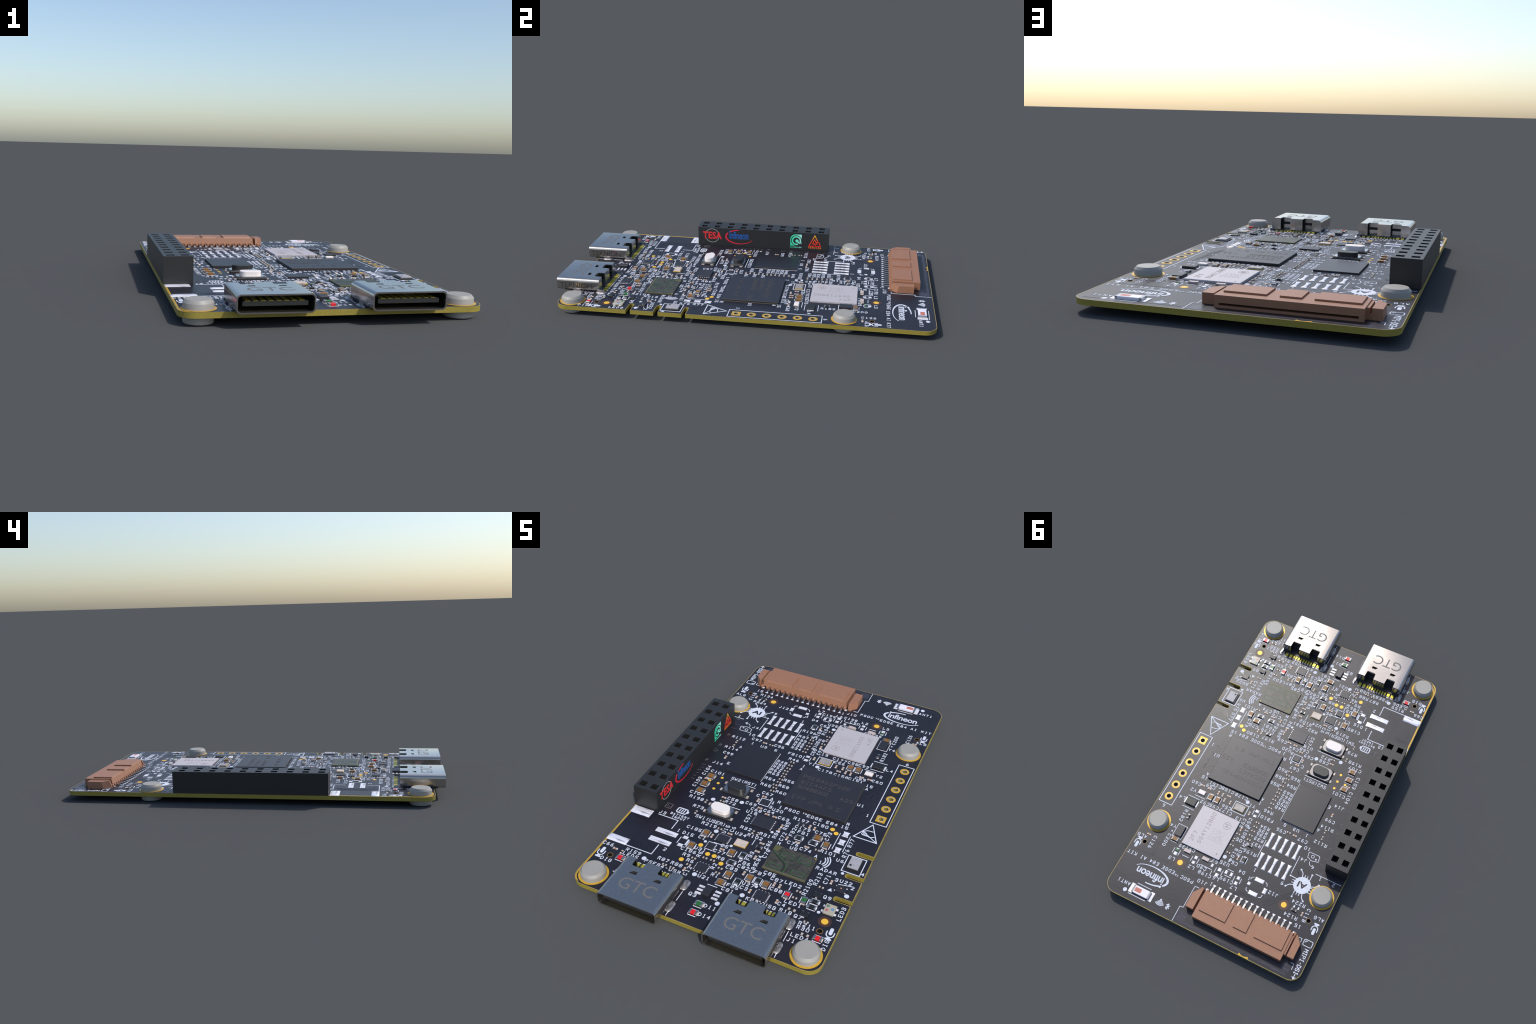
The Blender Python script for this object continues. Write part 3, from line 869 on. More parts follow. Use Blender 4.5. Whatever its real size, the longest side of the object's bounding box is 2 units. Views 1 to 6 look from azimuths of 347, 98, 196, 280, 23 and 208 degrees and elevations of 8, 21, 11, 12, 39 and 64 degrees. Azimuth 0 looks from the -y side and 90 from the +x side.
for k in range(5):
    solder_pad(-0.1065 - 0.0402 * k, 0.375, 0.0245, 0.086, 0.0030, 0.0052, mat="padsolder")
    solder_pad(-0.1065 - 0.0402 * k, 0.5005, 0.0245, 0.086, 0.0030, 0.0052, mat="padsolder")
solder_pad(-0.340, -0.575, 0.108, 0.028, 0.003, mat="wavesolder")
solder_pad(-0.340, -0.5135, 0.108, 0.028, 0.003, mat="wavesolder")
solder_pad(-0.5155, -0.6455, 0.101, 0.040, 0.003, mat="wavesolder")
solder_pad(-0.5155, -0.4410, 0.101, 0.049, 0.003, mat="wavesolder")
for y in (-0.169, -0.225, -0.280):
    solder_pad(0.405, y, 0.032, 0.034, 0.002, 0.004)
for x, y, w, h in ((-0.246, -0.506, 0.027, 0.018), (-0.246, -0.558, 0.027, 0.018), (-0.209, 0.643, 0.022, 0.030),
                   (-0.159, 0.682, 0.052, 0.022), (-0.116, 0.641, 0.020, 0.017), (-0.159, 0.603, 0.054, 0.022),
                   (-0.053, 0.672, 0.020, 0.018), (-0.053, 0.641, 0.020, 0.018), (-0.010, 0.640, 0.018, 0.020),
                   (0.021, 0.640, 0.018, 0.020), (0.060, 0.677, 0.022, 0.019), (0.059, 0.644, 0.022, 0.019),
                   (0.205, 0.669, 0.020, 0.017), (0.205, 0.640, 0.020, 0.018), (0.106, 0.640, 0.016, 0.018),
                   (0.032, 0.287, 0.022, 0.014), (0.0325, 0.256, 0.024, 0.016), (-0.410, 0.648, 0.012, 0.014),
                   (-0.385, 0.647, 0.012, 0.014), (0.3175, 0.668, 0.022, 0.018), (0.318, 0.641, 0.020, 0.012),
                   (0.0665, 0.288, 0.010, 0.020)):
    solder_pad(x, y, w, h, 0.0016, 0.0022)

# ------------------------------------------------------------------ standoffs
def lathe(name, prof, mat, n=64, smooth=30):
    bm = bmesh.new()
    rings = [[bm.verts.new((r * cos(2 * pi * i / n), r * sin(2 * pi * i / n), z)) for i in range(n)] for r, z in prof]
    for a, b in zip(rings, rings[1:]):
        for i in range(n):
            bm.faces.new((a[i], a[(i + 1) % n], b[(i + 1) % n], b[i]))
    bm.faces.new(rings[0][::-1])
    bm.faces.new(rings[-1])
    return to_mesh(bm, name, mat, smooth)
me = lathe("standoff", [(0.0520, 0.0), (0.0552, 0.0030), (0.0557, 0.0042), (0.0557, 0.0728), (0.0550, 0.0742), (0.0455, 0.0852)], "nylon")
for x, y in STANDOFFS:
    link("standoff", me, ROOT, (x, y, 0))

# ------------------------------------------------------------------ plug sockets
def shell_section(x0, x1, z0, z1, r, n=7):
    return rounded_rect(x0, x1, z0, z1, r, n)

def tube_mesh(name, outline, y0, y1, mat):
    """Prism along y over an (x, z) outline."""
    bm = bmesh.new()
    a = [bm.verts.new((x, y0, z)) for x, z in outline]
    b = [bm.verts.new((x, y1, z)) for x, z in outline]
    bm.faces.new(a)
    bm.faces.new(b[::-1])
    n = len(outline)
    for i in range(n):
        bm.faces.new((a[i], b[i], b[(i + 1) % n], a[(i + 1) % n]))
    return to_mesh(bm, name, mat)

def prism_mesh(name, pts, z0, z1, mat):
    bm = bmesh.new()
    add_prism(bm, pts, z0, z1)
    return to_mesh(bm, name, mat)

USB_F, USB_R = -1.0, -0.7685
M["pindark"] = material("dull_contact_gold", (0.52, 0.42, 0.06), 0.45, 0.3)
def build_socket():
    W, Z0, Z1 = 0.1395, 0.0535, 0.1215
    me = tube_mesh("metal_shell", shell_section(-W, W, Z0, Z1, 0.0175), USB_F, USB_R, "steel")
    o = bpy.data.objects.new("metal_shell", me)
    bpy.context.collection.objects.link(o)
    t = 0.0055
    cutters = [tube_mesh("c", shell_section(-W + t, W - t, Z0 + t, Z1 - t, 0.0125), USB_F - 0.01, USB_R - t, "steel_in")]
    for s in (-1, 1):
        x0, x1 = sorted((s * 0.036, s * 0.088))
        k = 0.007
        cutters.append(prism_mesh("c", [(x0, -0.805), (x0 + k, -0.811), (x1 - k, -0.811), (x1, -0.805), (x1 + 0.004, -0.70), (x0 - 0.004, -0.70)],
                                  0.03, 0.2, "steel"))
        cx = s * 0.0575
        cutters.append(prism_mesh("c", [(cx - 0.0175, -0.8525), (cx + 0.0165, -0.8525), (cx + 0.0165, -0.836), (cx - 0.006, -0.836)], 0.09, 0.2, "steel"))
    cut(o, cutters)
    me = o.data
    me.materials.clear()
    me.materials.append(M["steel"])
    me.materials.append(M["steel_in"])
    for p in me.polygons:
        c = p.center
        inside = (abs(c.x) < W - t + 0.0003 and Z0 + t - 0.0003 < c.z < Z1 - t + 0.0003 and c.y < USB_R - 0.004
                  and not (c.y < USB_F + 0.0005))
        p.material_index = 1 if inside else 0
    me.polygons.foreach_set("use_smooth", [True] * len(me.polygons))
    me.set_sharp_from_angle(angle=radians(28))
    bpy.data.objects.remove(o)
    me.name = "metal_shell"
    # inside: tongue, its contacts, the rear block and inset back plates
    bm = bmesh.new()
    add_chamfer_box(bm, -0.116, 0.116, -0.985, -0.83, 0.0785, 0.0955, 0.001)
    tongue = to_mesh(bm, "tongue", "plastic")
    bm = bmesh.new()
    for k in range(8):
        x = -0.1015 + 0.0272 * k + 0.005
        add_box(bm, x - 0.009, x + 0.009, -0.9846, -0.86, 0.094, 0.0964)
        add_box(bm, x - 0.009, x + 0.009, -0.9835, -0.86, 0.0780, 0.0800)
    contacts = to_mesh(bm, "tongue_contact", "pindark")
    bm = bmesh.new()
    add_box(bm, -0.133, 0.133, -0.845, -0.8135, 0.0600, 0.1158)
    rear = to_mesh(bm, "rear_block", "plastic_in")
    bm = bmesh.new()
    for s in (-1, 1):
        c = s * 0.062
        add_box(bm, c - 0.0275, c + 0.0275, -0.8125, -0.8085, 0.098, 0.1195)
        add_box(bm, c - 0.0275, c + 0.0275, -0.8125, -0.8085, 0.060, 0.084)
    plates = to_mesh(bm, "back_plate", "steel")
    bm = bmesh.new()
    add_chamfer_box(bm, -0.132, 0.132, -0.962, -0.757, TOP + 0.0002, 0.0585, 0.001)
    base = to_mesh(bm, "insulator_base", "plastic")
    bm = bmesh.new()
    for x in (-0.1036, -0.0777, 0.0777, 0.1036):
        add_box(bm, x - 0.0085, x + 0.0085, -0.765, -0.7365, TOP - 0.0004, TOP + 0.0050)
    for k in range(8):
        x = -0.0567 + 0.0162 * k
        add_box(bm, x - 0.0048, x + 0.0048, -0.765, -0.7365, TOP - 0.0004, TOP + 0.0050)
    pins = to_mesh(bm, "solder_pin", "pin")
    bm = bmesh.new()
    for x in (-0.1036, -0.0777, 0.0777, 0.1036):
        add_box(bm, x - 0.0080, x + 0.0080, -0.7365, -0.7295, TOP - 0.0004, TOP + 0.0008)
    for k in range(8):
        x = -0.0567 + 0.0162 * k
        add_box(bm, x - 0.0045, x + 0.0045, -0.7365, -0.7295, TOP - 0.0004, TOP + 0.0008)
    lands = to_mesh(bm, "pin_land", "solder")
    bm = bmesh.new()
    for s in (-1, 1):
        for yc, h in ((-0.757, 0.062), (-0.8865, 0.062)):
            outer = rounded_rect(s * 0.1375 - 0.0165, s * 0.1375 + 0.0165, yc - h / 2, yc + h / 2, 0.016, 6)
            lo = [bm.verts.new((x, y, TOP - 0.0003)) for x, y in outer]
            hi = [bm.verts.new((s * 0.1375 + (x - s * 0.1375) * 0.72, yc + (y - yc) * 0.84, TOP + 0.0040)) for x, y in outer]
            n = len(outer)
            for i in range(n):
                bm.faces.new((lo[i], lo[(i + 1) % n], hi[(i + 1) % n], hi[i]))
            bm.faces.new(hi)
            add_box(bm, s * 0.1385 - 0.003, s * 0.1385 + 0.003, yc - 0.018, yc + 0.018, TOP, 0.066)
    tabs = to_mesh(bm, "shell_tab", "tabsolder", 40)
    top_text = text_mesh("engraved_lettering", "GTC", 0.168, 0.062, "engrave", 0.00045, 0.0)
    side_text = text_mesh("engraved_lettering", "TERNION", 0.178, 0.0285, "engravedark", 0.00045, 0.0)
    bm = bmesh.new()
    for x in (-W + 0.008, W - 0.008):
        add_ribbon(bm, [(x + 0.014 * (1 if x > 0 else -1), -0.915), (x + 0.014 * (1 if x > 0 else -1), -0.935)], 0.0032, TOP - 0.0003, TOP + SILK)
        add_ribbon(bm, [(x + 0.014 * (1 if x > 0 else -1), -0.795), (x + 0.014 * (1 if x > 0 else -1), -0.848)], 0.0032, TOP - 0.0003, TOP + SILK)
    silk = to_mesh(bm, "silkscreen_line", "ink")
    for cx in (-0.2455, 0.2405):
        shell = link("plug_socket", me, ROOT, (cx, 0, 0))
        for nm, m in (("tongue", tongue), ("tongue_contact", contacts), ("rear_block", rear), ("back_plate", plates),
                      ("insulator_base", base), ("solder_pin", pins), ("pin_land", lands), ("shell_tab", tabs),
                      ("silkscreen_line", silk)):
            link(nm, m, shell)
        link("engraved_lettering", top_text, shell, (0.000, -0.907, Z1))
        q = link("engraved_lettering", side_text, shell, (W, -0.895, 0.0845))
        q.rotation_euler = (radians(90), 0, radians(90))
build_socket()

# ------------------------------------------------------------------ two-row header socket
def build_header():
    x0, x1, y0, y1, z1 = -0.5695, -0.4475, -0.4115, 0.4010, 0.1665
    xs = (-0.538, -0.4785)
    hs = 0.0168
    ys = [-0.3755 + 0.0813 * k for k in range(10)]
    loops = [[(x0, y0), (x1, y0), (x1, y1), (x0, y1)]]
    for x in xs:
        for y in ys:
            loops.append([(x - hs, y - hs), (x - hs, y + hs), (x + hs, y + hs), (x + hs, y - hs)])
    H = link("header_socket", solid_from_loops("header_socket", loops, TOP + 0.001, z1, "plastic"), ROOT)
    bm = bmesh.new()
    add_box(bm, x0 + 0.002, x1 - 0.002, y0 + 0.002, y1 - 0.002, TOP - 0.0005, 0.112)
    link("socket_floor", to_mesh(bm, "socket_floor", "plastic_in"), H)
    bm = bmesh.new()
    for x in xs:
        for y in ys:
            add_box(bm, x - 0.0105, x - 0.0075, y - 0.007, y + 0.007, 0.1115, 0.138)
            add_box(bm, x + 0.0075, x + 0.0105, y - 0.007, y + 0.007, 0.1115, 0.138)
    link("socket_contact", to_mesh(bm, "socket_contact", "plastic_in"), H)

    # printed marks on the inner face: drawn in (y, z), standing on x = x1
    def on_face(name, me):
        me.transform(Matrix(((0, 0, 1, x1), (1, 0, 0, 0), (0, 1, 0, 0), (0, 0, 0, 1))))
        return link(name, me, H)
    def shape(mat, build, name="printed_logo"):
        bm = bmesh.new()
        build(bm)
        on_face(name, to_mesh(bm, name, mat))
    shape("logogrey", lambda b: add_ring(b, -0.3235, 0.1155, 0.0425, 0.0450, -0.0003, 0.0004, 56))
    t = text_mesh("printed_lettering", "TESA", 0.119, 0.047, "logored", 0.0007, 0.030, 1.06)
    t.transform(Matrix.Translation((-0.3225, 0.1170, 0.0002)))
    on_face("printed_lettering", t)
    t = text_mesh("printed_lettering", "infineon", 0.120, 0.0500, "logoblue", 0.0007, 0.012, 0.95)
    t.transform(Matrix.Translation((-0.1545, 0.1250, 0.0)))
    on_face("printed_lettering", t)
    def arc(b):
        for r in swoosh(-0.1500, 0.1145, 0.086, 0.0445, 96, 337, 0.0105, gap=(136, 146)):
            add_ribbon(b, [(x, y) for x, y, w in r], 0.003, -0.0003, 0.0005, taper=[w for x, y, w in r])
    shape("logocrimson", arc)
    shape("logoblue", lambda b: add_prism(b, circle(-0.2120, 0.1480, 0.0052, 16), -0.0003, 0.0006))
    # green swirl: leaf-shaped plate with concentric rings, core and pixels
    def ringarc(cy, cz, r0, r1, a0, a1, n=28):
        o = [(cy + r1 * cos(radians(a0 + (a1 - a0) * i / n)), cz + r1 * sin(radians(a0 + (a1 - a0) * i / n))) for i in range(n + 1)]
        return o + [(cy + r0 * cos(radians(a1 - (a1 - a0) * i / n)), cz + r0 * sin(radians(a1 - (a1 - a0) * i / n))) for i in range(n + 1)]
    cy, cz = 0.2055, 0.1140
    outer = [(0.1675, 0.0800), (0.1675, 0.120)] + [(0.2015 + 0.034 * cos(radians(a)), 0.120 + 0.034 * sin(radians(a))) for a in range(170, 89, -10)] + [(0.2375, 0.154), (0.2375, 0.126)]
    inner = [(cy + 0.0340 * cos(radians(a)), cz + 0.0340 * sin(radians(a))) for a in range(22, 251, 12)]
    def green(b):
        add_prism(b, outer + inner + [(0.1935, 0.0800)], -0.0003, 0.0005)
        add_prism(b, ringarc(cy, cz, 0.0205, 0.0290, -26, 292), -0.0003, 0.0005)
        add_prism(b, circle(cy + 0.0035, cz - 0.002, 0.0100, 22), -0.0003, 0.0005)
        for px, pz, r in ((0.2195, 0.101, 0.0052), (0.2275, 0.0965, 0.0036), (0.2340, 0.1015, 0.0028), (0.2365, 0.0960, 0.0020)):
            add_prism(b, circle(px, pz, r, 10), -0.0003, 0.0006)
    shape("logogreen", green)
    t = stroke_text("printed_lettering", "QUAMENION", 0.0060, 0.0080, 0.0016, "logogreen", 0.0005)
    t.transform(Matrix.Translation((0.2020, 0.0705, 0)))
    on_face("printed_lettering", t)
    # fiery triangle: open outline around an arrow on a stem
    def fire(b):
        add_ribbon(b, [(0.3150, 0.0835), (0.2835, 0.0835), (0.3185, 0.1520), (0.3390, 0.1120), (0.3270, 0.1045)], 0.0052, -0.0003, 0.0005, round_ends=False)
        add_ribbon(b, [(0.3445, 0.1100), (0.3545, 0.0835), (0.3215, 0.0835), (0.3215, 0.0985)], 0.0052, -0.0003, 0.0006, round_ends=False)
        add_ribbon(b, [(0.3060, 0.0985), (0.3180, 0.1255), (0.3330, 0.0985)], 0.0050, -0.0003, 0.00055, True)
    shape("logofire", fire)
    t = stroke_text("printed_lettering", "TERNION", 0.0095, 0.0118, 0.0022, "logosmallfire", 0.0005)
    t.transform(Matrix.Translation((0.3185, 0.0720, 0)))
    on_face("printed_lettering", t)
build_header()
# half-hidden, worn silkscreen along the header
for pts, w, c in (([(-0.437, -0.368), (-0.407, -0.368), (-0.407, -0.336), (-0.437, -0.336)], 0.0040, True),
                  ([(-0.428, -0.345), (-0.428, -0.359), (-0.415, -0.359)], 0.0030, False),
                  ([(-0.437, 0.342), (-0.399, 0.342), (-0.396, 0.376), (-0.437, 0.384)], 0.0024, False),
                  ([(-0.452, 0.428), (-0.428, 0.428)], 0.003, False), ([(-0.440, 0.416), (-0.440, 0.440)], 0.0028, False)):
    line(pts, w, c, mat="fadedink", h=0.0004)
for k in range(6):
    line([(-0.428 - 0.002 * (k % 2), -0.125 + 0.024 * k), (-0.412, -0.122 + 0.024 * k)], 0.0026, mat="fadedink", h=0.0004)
line([(-0.434, 0.120), (-0.418, 0.118), (-0.410, 0.127), (-0.418, 0.136), (-0.434, 0.136)], 0.0026, mat="fadedink", h=0.0004)
for x, y in ((-0.425, 0.036), (-0.420, 0.178), (-0.420, 0.276)):
    place_label("R", x, y, 0, mat="fadedink")

# ------------------------------------------------------------------ ribbon cable connector
def build_ribbon_connector():
    cx = -0.1930
    bm = bmesh.new()
    # main body with the cable slot left open at the far face
    bx0, bx1, y0, y1, zt = -0.4475, 0.0605, 0.7885, 0.9370, 0.0948
    sx0, sx1, sz0, sz1 = -0.4300, 0.0440, 0.0600, 0.0682
    add_prism(bm, [(bx0, y0 + 0.02), (bx1, y0 + 0.02), (bx1, y1), (bx0, y1)], TOP - 0.0004, sz0)
    me_lo = to_mesh(bm, "connector_body", "brown")
    o = link("ribbon_connector", me_lo, ROOT)
    # upper hood in profile: sloping face towards the contacts
    bm = bmesh.new()
    prof = [(y0 + 0.020, sz1), (y1, sz1), (y1, zt), (y0 - 0.0035, zt), (y0 - 0.010, TOP + 0.016), (y0 - 0.010, TOP + 0.010), (y0 + 0.020, TOP + 0.010)]
    a = [bm.verts.new((bx0, y, z)) for y, z in prof]
    b = [bm.verts.new((bx1, y, z)) for y, z in prof]
    bm.faces.new(a); bm.faces.new(b[::-1])
    for i in range(len(prof)):
        j = (i + 1) % len(prof)
        bm.faces.new((a[i], b[i], b[j], a[j]))
    link("hood", to_mesh(bm, "hood", "brown"), o)
    bm = bmesh.new()
    add_box(bm, bx0, sx0, y0 + 0.0205, y1, sz0 - 0.0002, sz1 + 0.0002)
    add_box(bm, sx1, bx1, y0 + 0.0205, y1, sz0 - 0.0002, sz1 + 0.0002)
    link("slot_cheek", to_mesh(bm, "slot_cheek", "brown"), o)
    bm = bmesh.new()
    add_box(bm, sx0, sx1, y0 + 0.0205, y0 + 0.06, sz0 - 0.0002, sz1 + 0.0002)
    link("slot_back", to_mesh(bm, "slot_back", "brown"), o)
    # three raised slabs on the lid, the near edge flush with the slope
    for x0, x1 in ((-0.1090, 0.0430), (-0.2300, -0.1550), (-0.4310, -0.2740)):
        bm = bmesh.new()
        prof = [(0.8920, zt - 0.001), (0.8920, 0.1012), (0.7885, 0.1012), (0.7838, 0.0920), (0.7870, zt - 0.001)]
        a = [bm.verts.new((x0, y, z)) for y, z in prof]
        b = [bm.verts.new((x1, y, z)) for y, z in prof]
        bm.faces.new(a); bm.faces.new(b[::-1])
        for i in range(len(prof)):
            j = (i + 1) % len(prof)
            bm.faces.new((a[i], b[i], b[j], a[j]))
        link("lid_slab", to_mesh(bm, "lid_slab", "brown"), o)
    # low step beside the left clip, then the two end clips with a cut corner
    bm = bmesh.new()
    add_box(bm, -0.4580, -0.4470, 0.796, 0.9005, TOP - 0.0004, 0.0905)
    link("side_step", to_mesh(bm, "side_step", "brown"), o)
    bm = bmesh.new()
    add_box(bm, 0.0600, 0.0745, 0.800, 0.9005, TOP - 0.0004, 0.066)
    add_box(bm, -0.4660, -0.4575, 0.800, 0.9005, TOP - 0.0004, 0.066)
    link("side_step", to_mesh(bm, "side_step", "brown"), o)
    for s, xi, xo in ((1, 0.0745, 0.1170), (-1, -0.4660, -0.5020)):
        bm = bmesh.new()
        pts = [(xi, 0.772), (xo - s * 0.030, 0.7745), (xo, 0.812), (xo, 0.9020), (xi, 0.9020)]
        pts2 = [(xi, 0.784), (xo - s * 0.028, 0.786), (xo, 0.8215), (xo, 0.9020), (xi, 0.9020)]
        a = [bm.verts.new((x, y, TOP - 0.0004)) for x, y in pts]
        b = [bm.verts.new((x, y, 0.0905)) for x, y in pts2]
        bm.faces.new(a); bm.faces.new(b)
        for i in range(5):
            bm.faces.new((a[i], a[(i + 1) % 5], b[(i + 1) % 5], b[i]))
        link("end_clip", to_mesh(bm, "end_clip", "brown"), o)
    # fifteen contact tails between little brown fingers, each on a tinned land
    bmc, bmf, bml = bmesh.new(), bmesh.new(), bmesh.new()
    pitch = 0.445 / 14
    add_chamfer_box(bmf, -0.008, 0.008, 0.7700, 0.800, TOP + 0.001, 0.0660, 0.003)
    finger = to_mesh(bmf, "finger", "brown")
    prof = [(0.7420, TOP), (0.7420, TOP + 0.0024), (0.7520, TOP + 0.0060), (0.7880, TOP + 0.0105), (0.7880, TOP)]
    ta = [bmc.verts.new((-0.0050, y, z)) for y, z in prof]
    tb = [bmc.verts.new((0.0050, y, z)) for y, z in prof]
    bmc.faces.new(ta); bmc.faces.new(tb[::-1])
    for i in range(5):
        bmc.faces.new((ta[i], tb[i], tb[(i + 1) % 5], ta[(i + 1) % 5]))
    tail = to_mesh(bmc, "contact_tail", "terminal")
    add_prism(bml, [(-0.0080, 0.7300), (0.0080, 0.7300), (0.0076, 0.7350), (0.0030, 0.7380), (0.0030, 0.7500), (-0.0030, 0.7500), (-0.0030, 0.7380), (-0.0076, 0.7350)],
              -0.0004, 0.0010)
    land = to_mesh(bml, "contact_land", "solder")
    for k in range(15):
        x = 0.0400 - pitch * k
        link("contact_tail", tail, o, (x, 0, 0))
        link("contact_land", land, o, (x, 0, TOP))
    for k in range(18):
        link("finger", finger, o, (0.0400 - pitch * (k - 1.5) - 0.0, 0, 0))
    bm = bmesh.new()
    add_box(bm, 0.0580, 0.0710, 0.764, 0.776, TOP - 0.0004, TOP + 0.003)
    add_box(bm, -0.4500, -0.4370, 0.767, 0.779, TOP - 0.0004, TOP + 0.003)
    link("contact_land", to_mesh(bm, "contact_land", "solder"), o)
build_ribbon_connector()
# the worn translucent film strip along the far edge
M["film"] = material("worn_mask", (0.030, 0.028, 0.040), 0.35, color2=(0.085, 0.080, 0.105), scale=30, stretch=(0.6, 6, 1), lo=0.5, hi=0.75)
bm = bmesh.new()
add_box(bm, -0.497, 0.146, 0.9745, 0.9845, TOP - 0.0003, TOP + 0.0004)
add_box(bm, 0.092, 0.138, 0.930, 0.974, TOP - 0.0003, TOP + 0.0003)
add_box(bm, -0.505, -0.462, 0.930, 0.974, TOP - 0.0003, TOP + 0.0003)
link("mask_scuff", to_mesh(bm, "mask_scuff", "film"), BOARD)

# ------------------------------------------------------------------ chips
def chip(name, x0, x1, y0, y1, h, mat, side=None, c=0.0012, gap=0.0):
    bm = bmesh.new()
    cx, cy = (x0 + x1) / 2, (y0 + y1) / 2
    add_chamfer_box(bm, x0 - cx, x1 - cx, y0 - cy, y1 - cy, gap - 0.0003, h, c, 0, 1 if side else None)
    return link(name, to_mesh(bm, name, [mat, side] if side else mat), ROOT, (cx, cy, TOP))

def lands(parent, xs, ys, w, d, h=0.0010, mat="solder", name="solder_land"):
    bm = bmesh.new()
    for x in xs:
        for y in ys:
            add_box(bm, x - w / 2, x + w / 2, y - d / 2, y + d / 2, -0.0004, h)
    link(name, to_mesh(bm, name, mat), parent)

cpu = chip("processor_chip", 0.0535, 0.3755, -0.1030, 0.1970, 0.0115, "chip", "chipside")
bm = bmesh.new()
add_box(bm, -0.1606, 0.1622, -0.1496, 0.1496, -0.0003, 0.0028)
M["substrate"] = material("chip_substrate", (0.11, 0.10, 0.08), 0.5)
link("chip_substrate", to_mesh(bm, "chip_substrate", "substrate"), cpu)
for t, x, y, n in (("PSE846GPS2D", 0.1985, 0.1215, 0), ("BZC4AES", 0.1590, 0.079, 0), ("50488902", 0.1575, 0.0395, 0), ("CYP", 0.115, -0.0415, 0),
                   ("JPN", 0.202, -0.041, 0), ("#", 0.277, -0.038, 0), ("C", 0.319, -0.039, 0), ("A29", 0.331, 0.040, 0)):
    p = {"PSE846GPS2D": 0.0227, "BZC4AES": 0.0237, "50488902": 0.0199}.get(t, 0.0245)
    place_label(t, x - 0.2145, y - 0.047, 0, 0.0225, p, 0.0021, "chiptext", 0.0111, cpu, "laser_marking")
mem = chip("memory_chip", -0.2995, -0.1075, 0.0010, 0.2435, 0.0095, "memory", "chipside")
M["radardark"] = material("radar_painted_shade", (0.018, 0.019, 0.013), 0.45, color2=(0.028, 0.028, 0.020), scale=90)  # dark halo shading beside the green lines, laid on as thin dark plates
M["radarfill"] = material("radar_fill", (0.040, 0.037, 0.030), 0.45, color2=(0.066, 0.060, 0.050), scale=40, stretch=(0.5, 2.5, 1), lo=0.4, hi=0.6)
radar = chip("radar_chip", 0.1425, 0.3455, -0.5270, -0.3725, 0.0062, "radar", "radarside", 0.0006)
for cx, cy in ((0.219, -0.4155), (0.2995, -0.4165), (0.1885, -0.4965), (0.2995, -0.4965)):
    bm = bmesh.new()
    add_ribbon(bm, [(cx - 0.029 - 0.244, cy - 0.0125 + 0.44975), (cx + 0.029 - 0.244, cy - 0.0125 + 0.44975), (cx + 0.029 - 0.244, cy + 0.0125 + 0.44975),
                    (cx - 0.029 - 0.244, cy + 0.0125 + 0.44975)], 0.0036, 0.0058, 0.0066, True)
    link("antenna_patch", to_mesh(bm, "antenna_patch", "radarline"), radar)
    bm = bmesh.new()
    ox, oy = cx - 0.244, cy + 0.44975
    add_prism(bm, [(ox - 0.034, oy - 0.0175), (ox + 0.031, oy - 0.0175), (ox + 0.034, oy + 0.004), (ox - 0.030, oy + 0.0155), (ox - 0.034, oy + 0.010)], 0.0058, 0.00635)
    link("modelled_patch_shade", to_mesh(bm, "modelled_patch_shade", "radardark"), radar)
    bm = bmesh.new()
    add_box(bm, ox - 0.0275, ox + 0.0275, oy - 0.0110, oy + 0.0110, 0.0058, 0.00645)
    link("antenna_fill", to_mesh(bm, "antenna_fill", "radarfill"), radar)
bm = bmesh.new()
add_ribbon(bm, [(x - 0.244, y + 0.44975) for x, y in ((0.150, -0.415), (0.168, -0.427), (0.228, -0.467), (0.233, -0.487), (0.231, -0.513))], 0.0100, 0.0058, 0.00638)
link("modelled_patch_shade", to_mesh(bm, "modelled_patch_shade", "radardark"), radar)
bm = bmesh.new()
add_ribbon(bm, [(x - 0.244, y + 0.44975) for x, y in ((0.150, -0.410), (0.168, -0.422), (0.232, -0.463), (0.239, -0.485), (0.239, -0.520))], 0.0038, 0.0058, 0.0066)
link("antenna_patch", to_mesh(bm, "antenna_patch", "radarline"), radar)
M["radarmargin"] = material("radar_margin", (0.105, 0.096, 0.055), 0.5)
M["radarcorner"] = material("radar_corner", (0.10, 0.095, 0.035), 0.5)
bm = bmesh.new()
add_prism(bm, [(0.1445 - 0.244, -0.3745 + 0.44975), (0.1445 - 0.244, -0.404 + 0.44975), (0.166 - 0.244, -0.408 + 0.44975), (0.178 - 0.244, -0.3745 + 0.44975)], 0.0058, 0.00645)
link("antenna_ground", to_mesh(bm, "antenna_ground", "radarcorner"), radar)

bm = bmesh.new()
add_box(bm, 0.1445 - 0.244, 0.3435 - 0.244, -0.5255 + 0.44975, -0.5165 + 0.44975, 0.0058, 0.00640)
link("antenna_ground", to_mesh(bm, "antenna_ground", "radarmargin"), radar)
bm = bmesh.new()
add_prism(bm, circle(0.339 - 0.244, -0.379 + 0.44975, 0.0028, 12), 0.0058, 0.0066)
link("pin_marker", to_mesh(bm, "pin_marker", "testgold"), radar)
radio = chip("radio_module", 0.0865, 0.3165, 0.3560, 0.6015, 0.0095, "module", None, 0.001)
for t, x, y, h, p in (("2FY", 0.2790, 0.5365, 0.020, 0.0225), ("SS4Y12800", 0.2345, 0.4660, 0.020, 0.0222)):
    place_label(t, x - 0.2015, y - 0.47875, -90, h, p, 0.0019, "moduletext", 0.0092, radio, "laser_marking")
bm = bmesh.new()
add_ring(bm, 0.138 - 0.2015, 0.4085 - 0.47875, 0.0195, 0.0212, 0.0092, 0.0099, 36)
link("laser_marking", to_mesh(bm, "laser_marking", "moduletext"), radio)
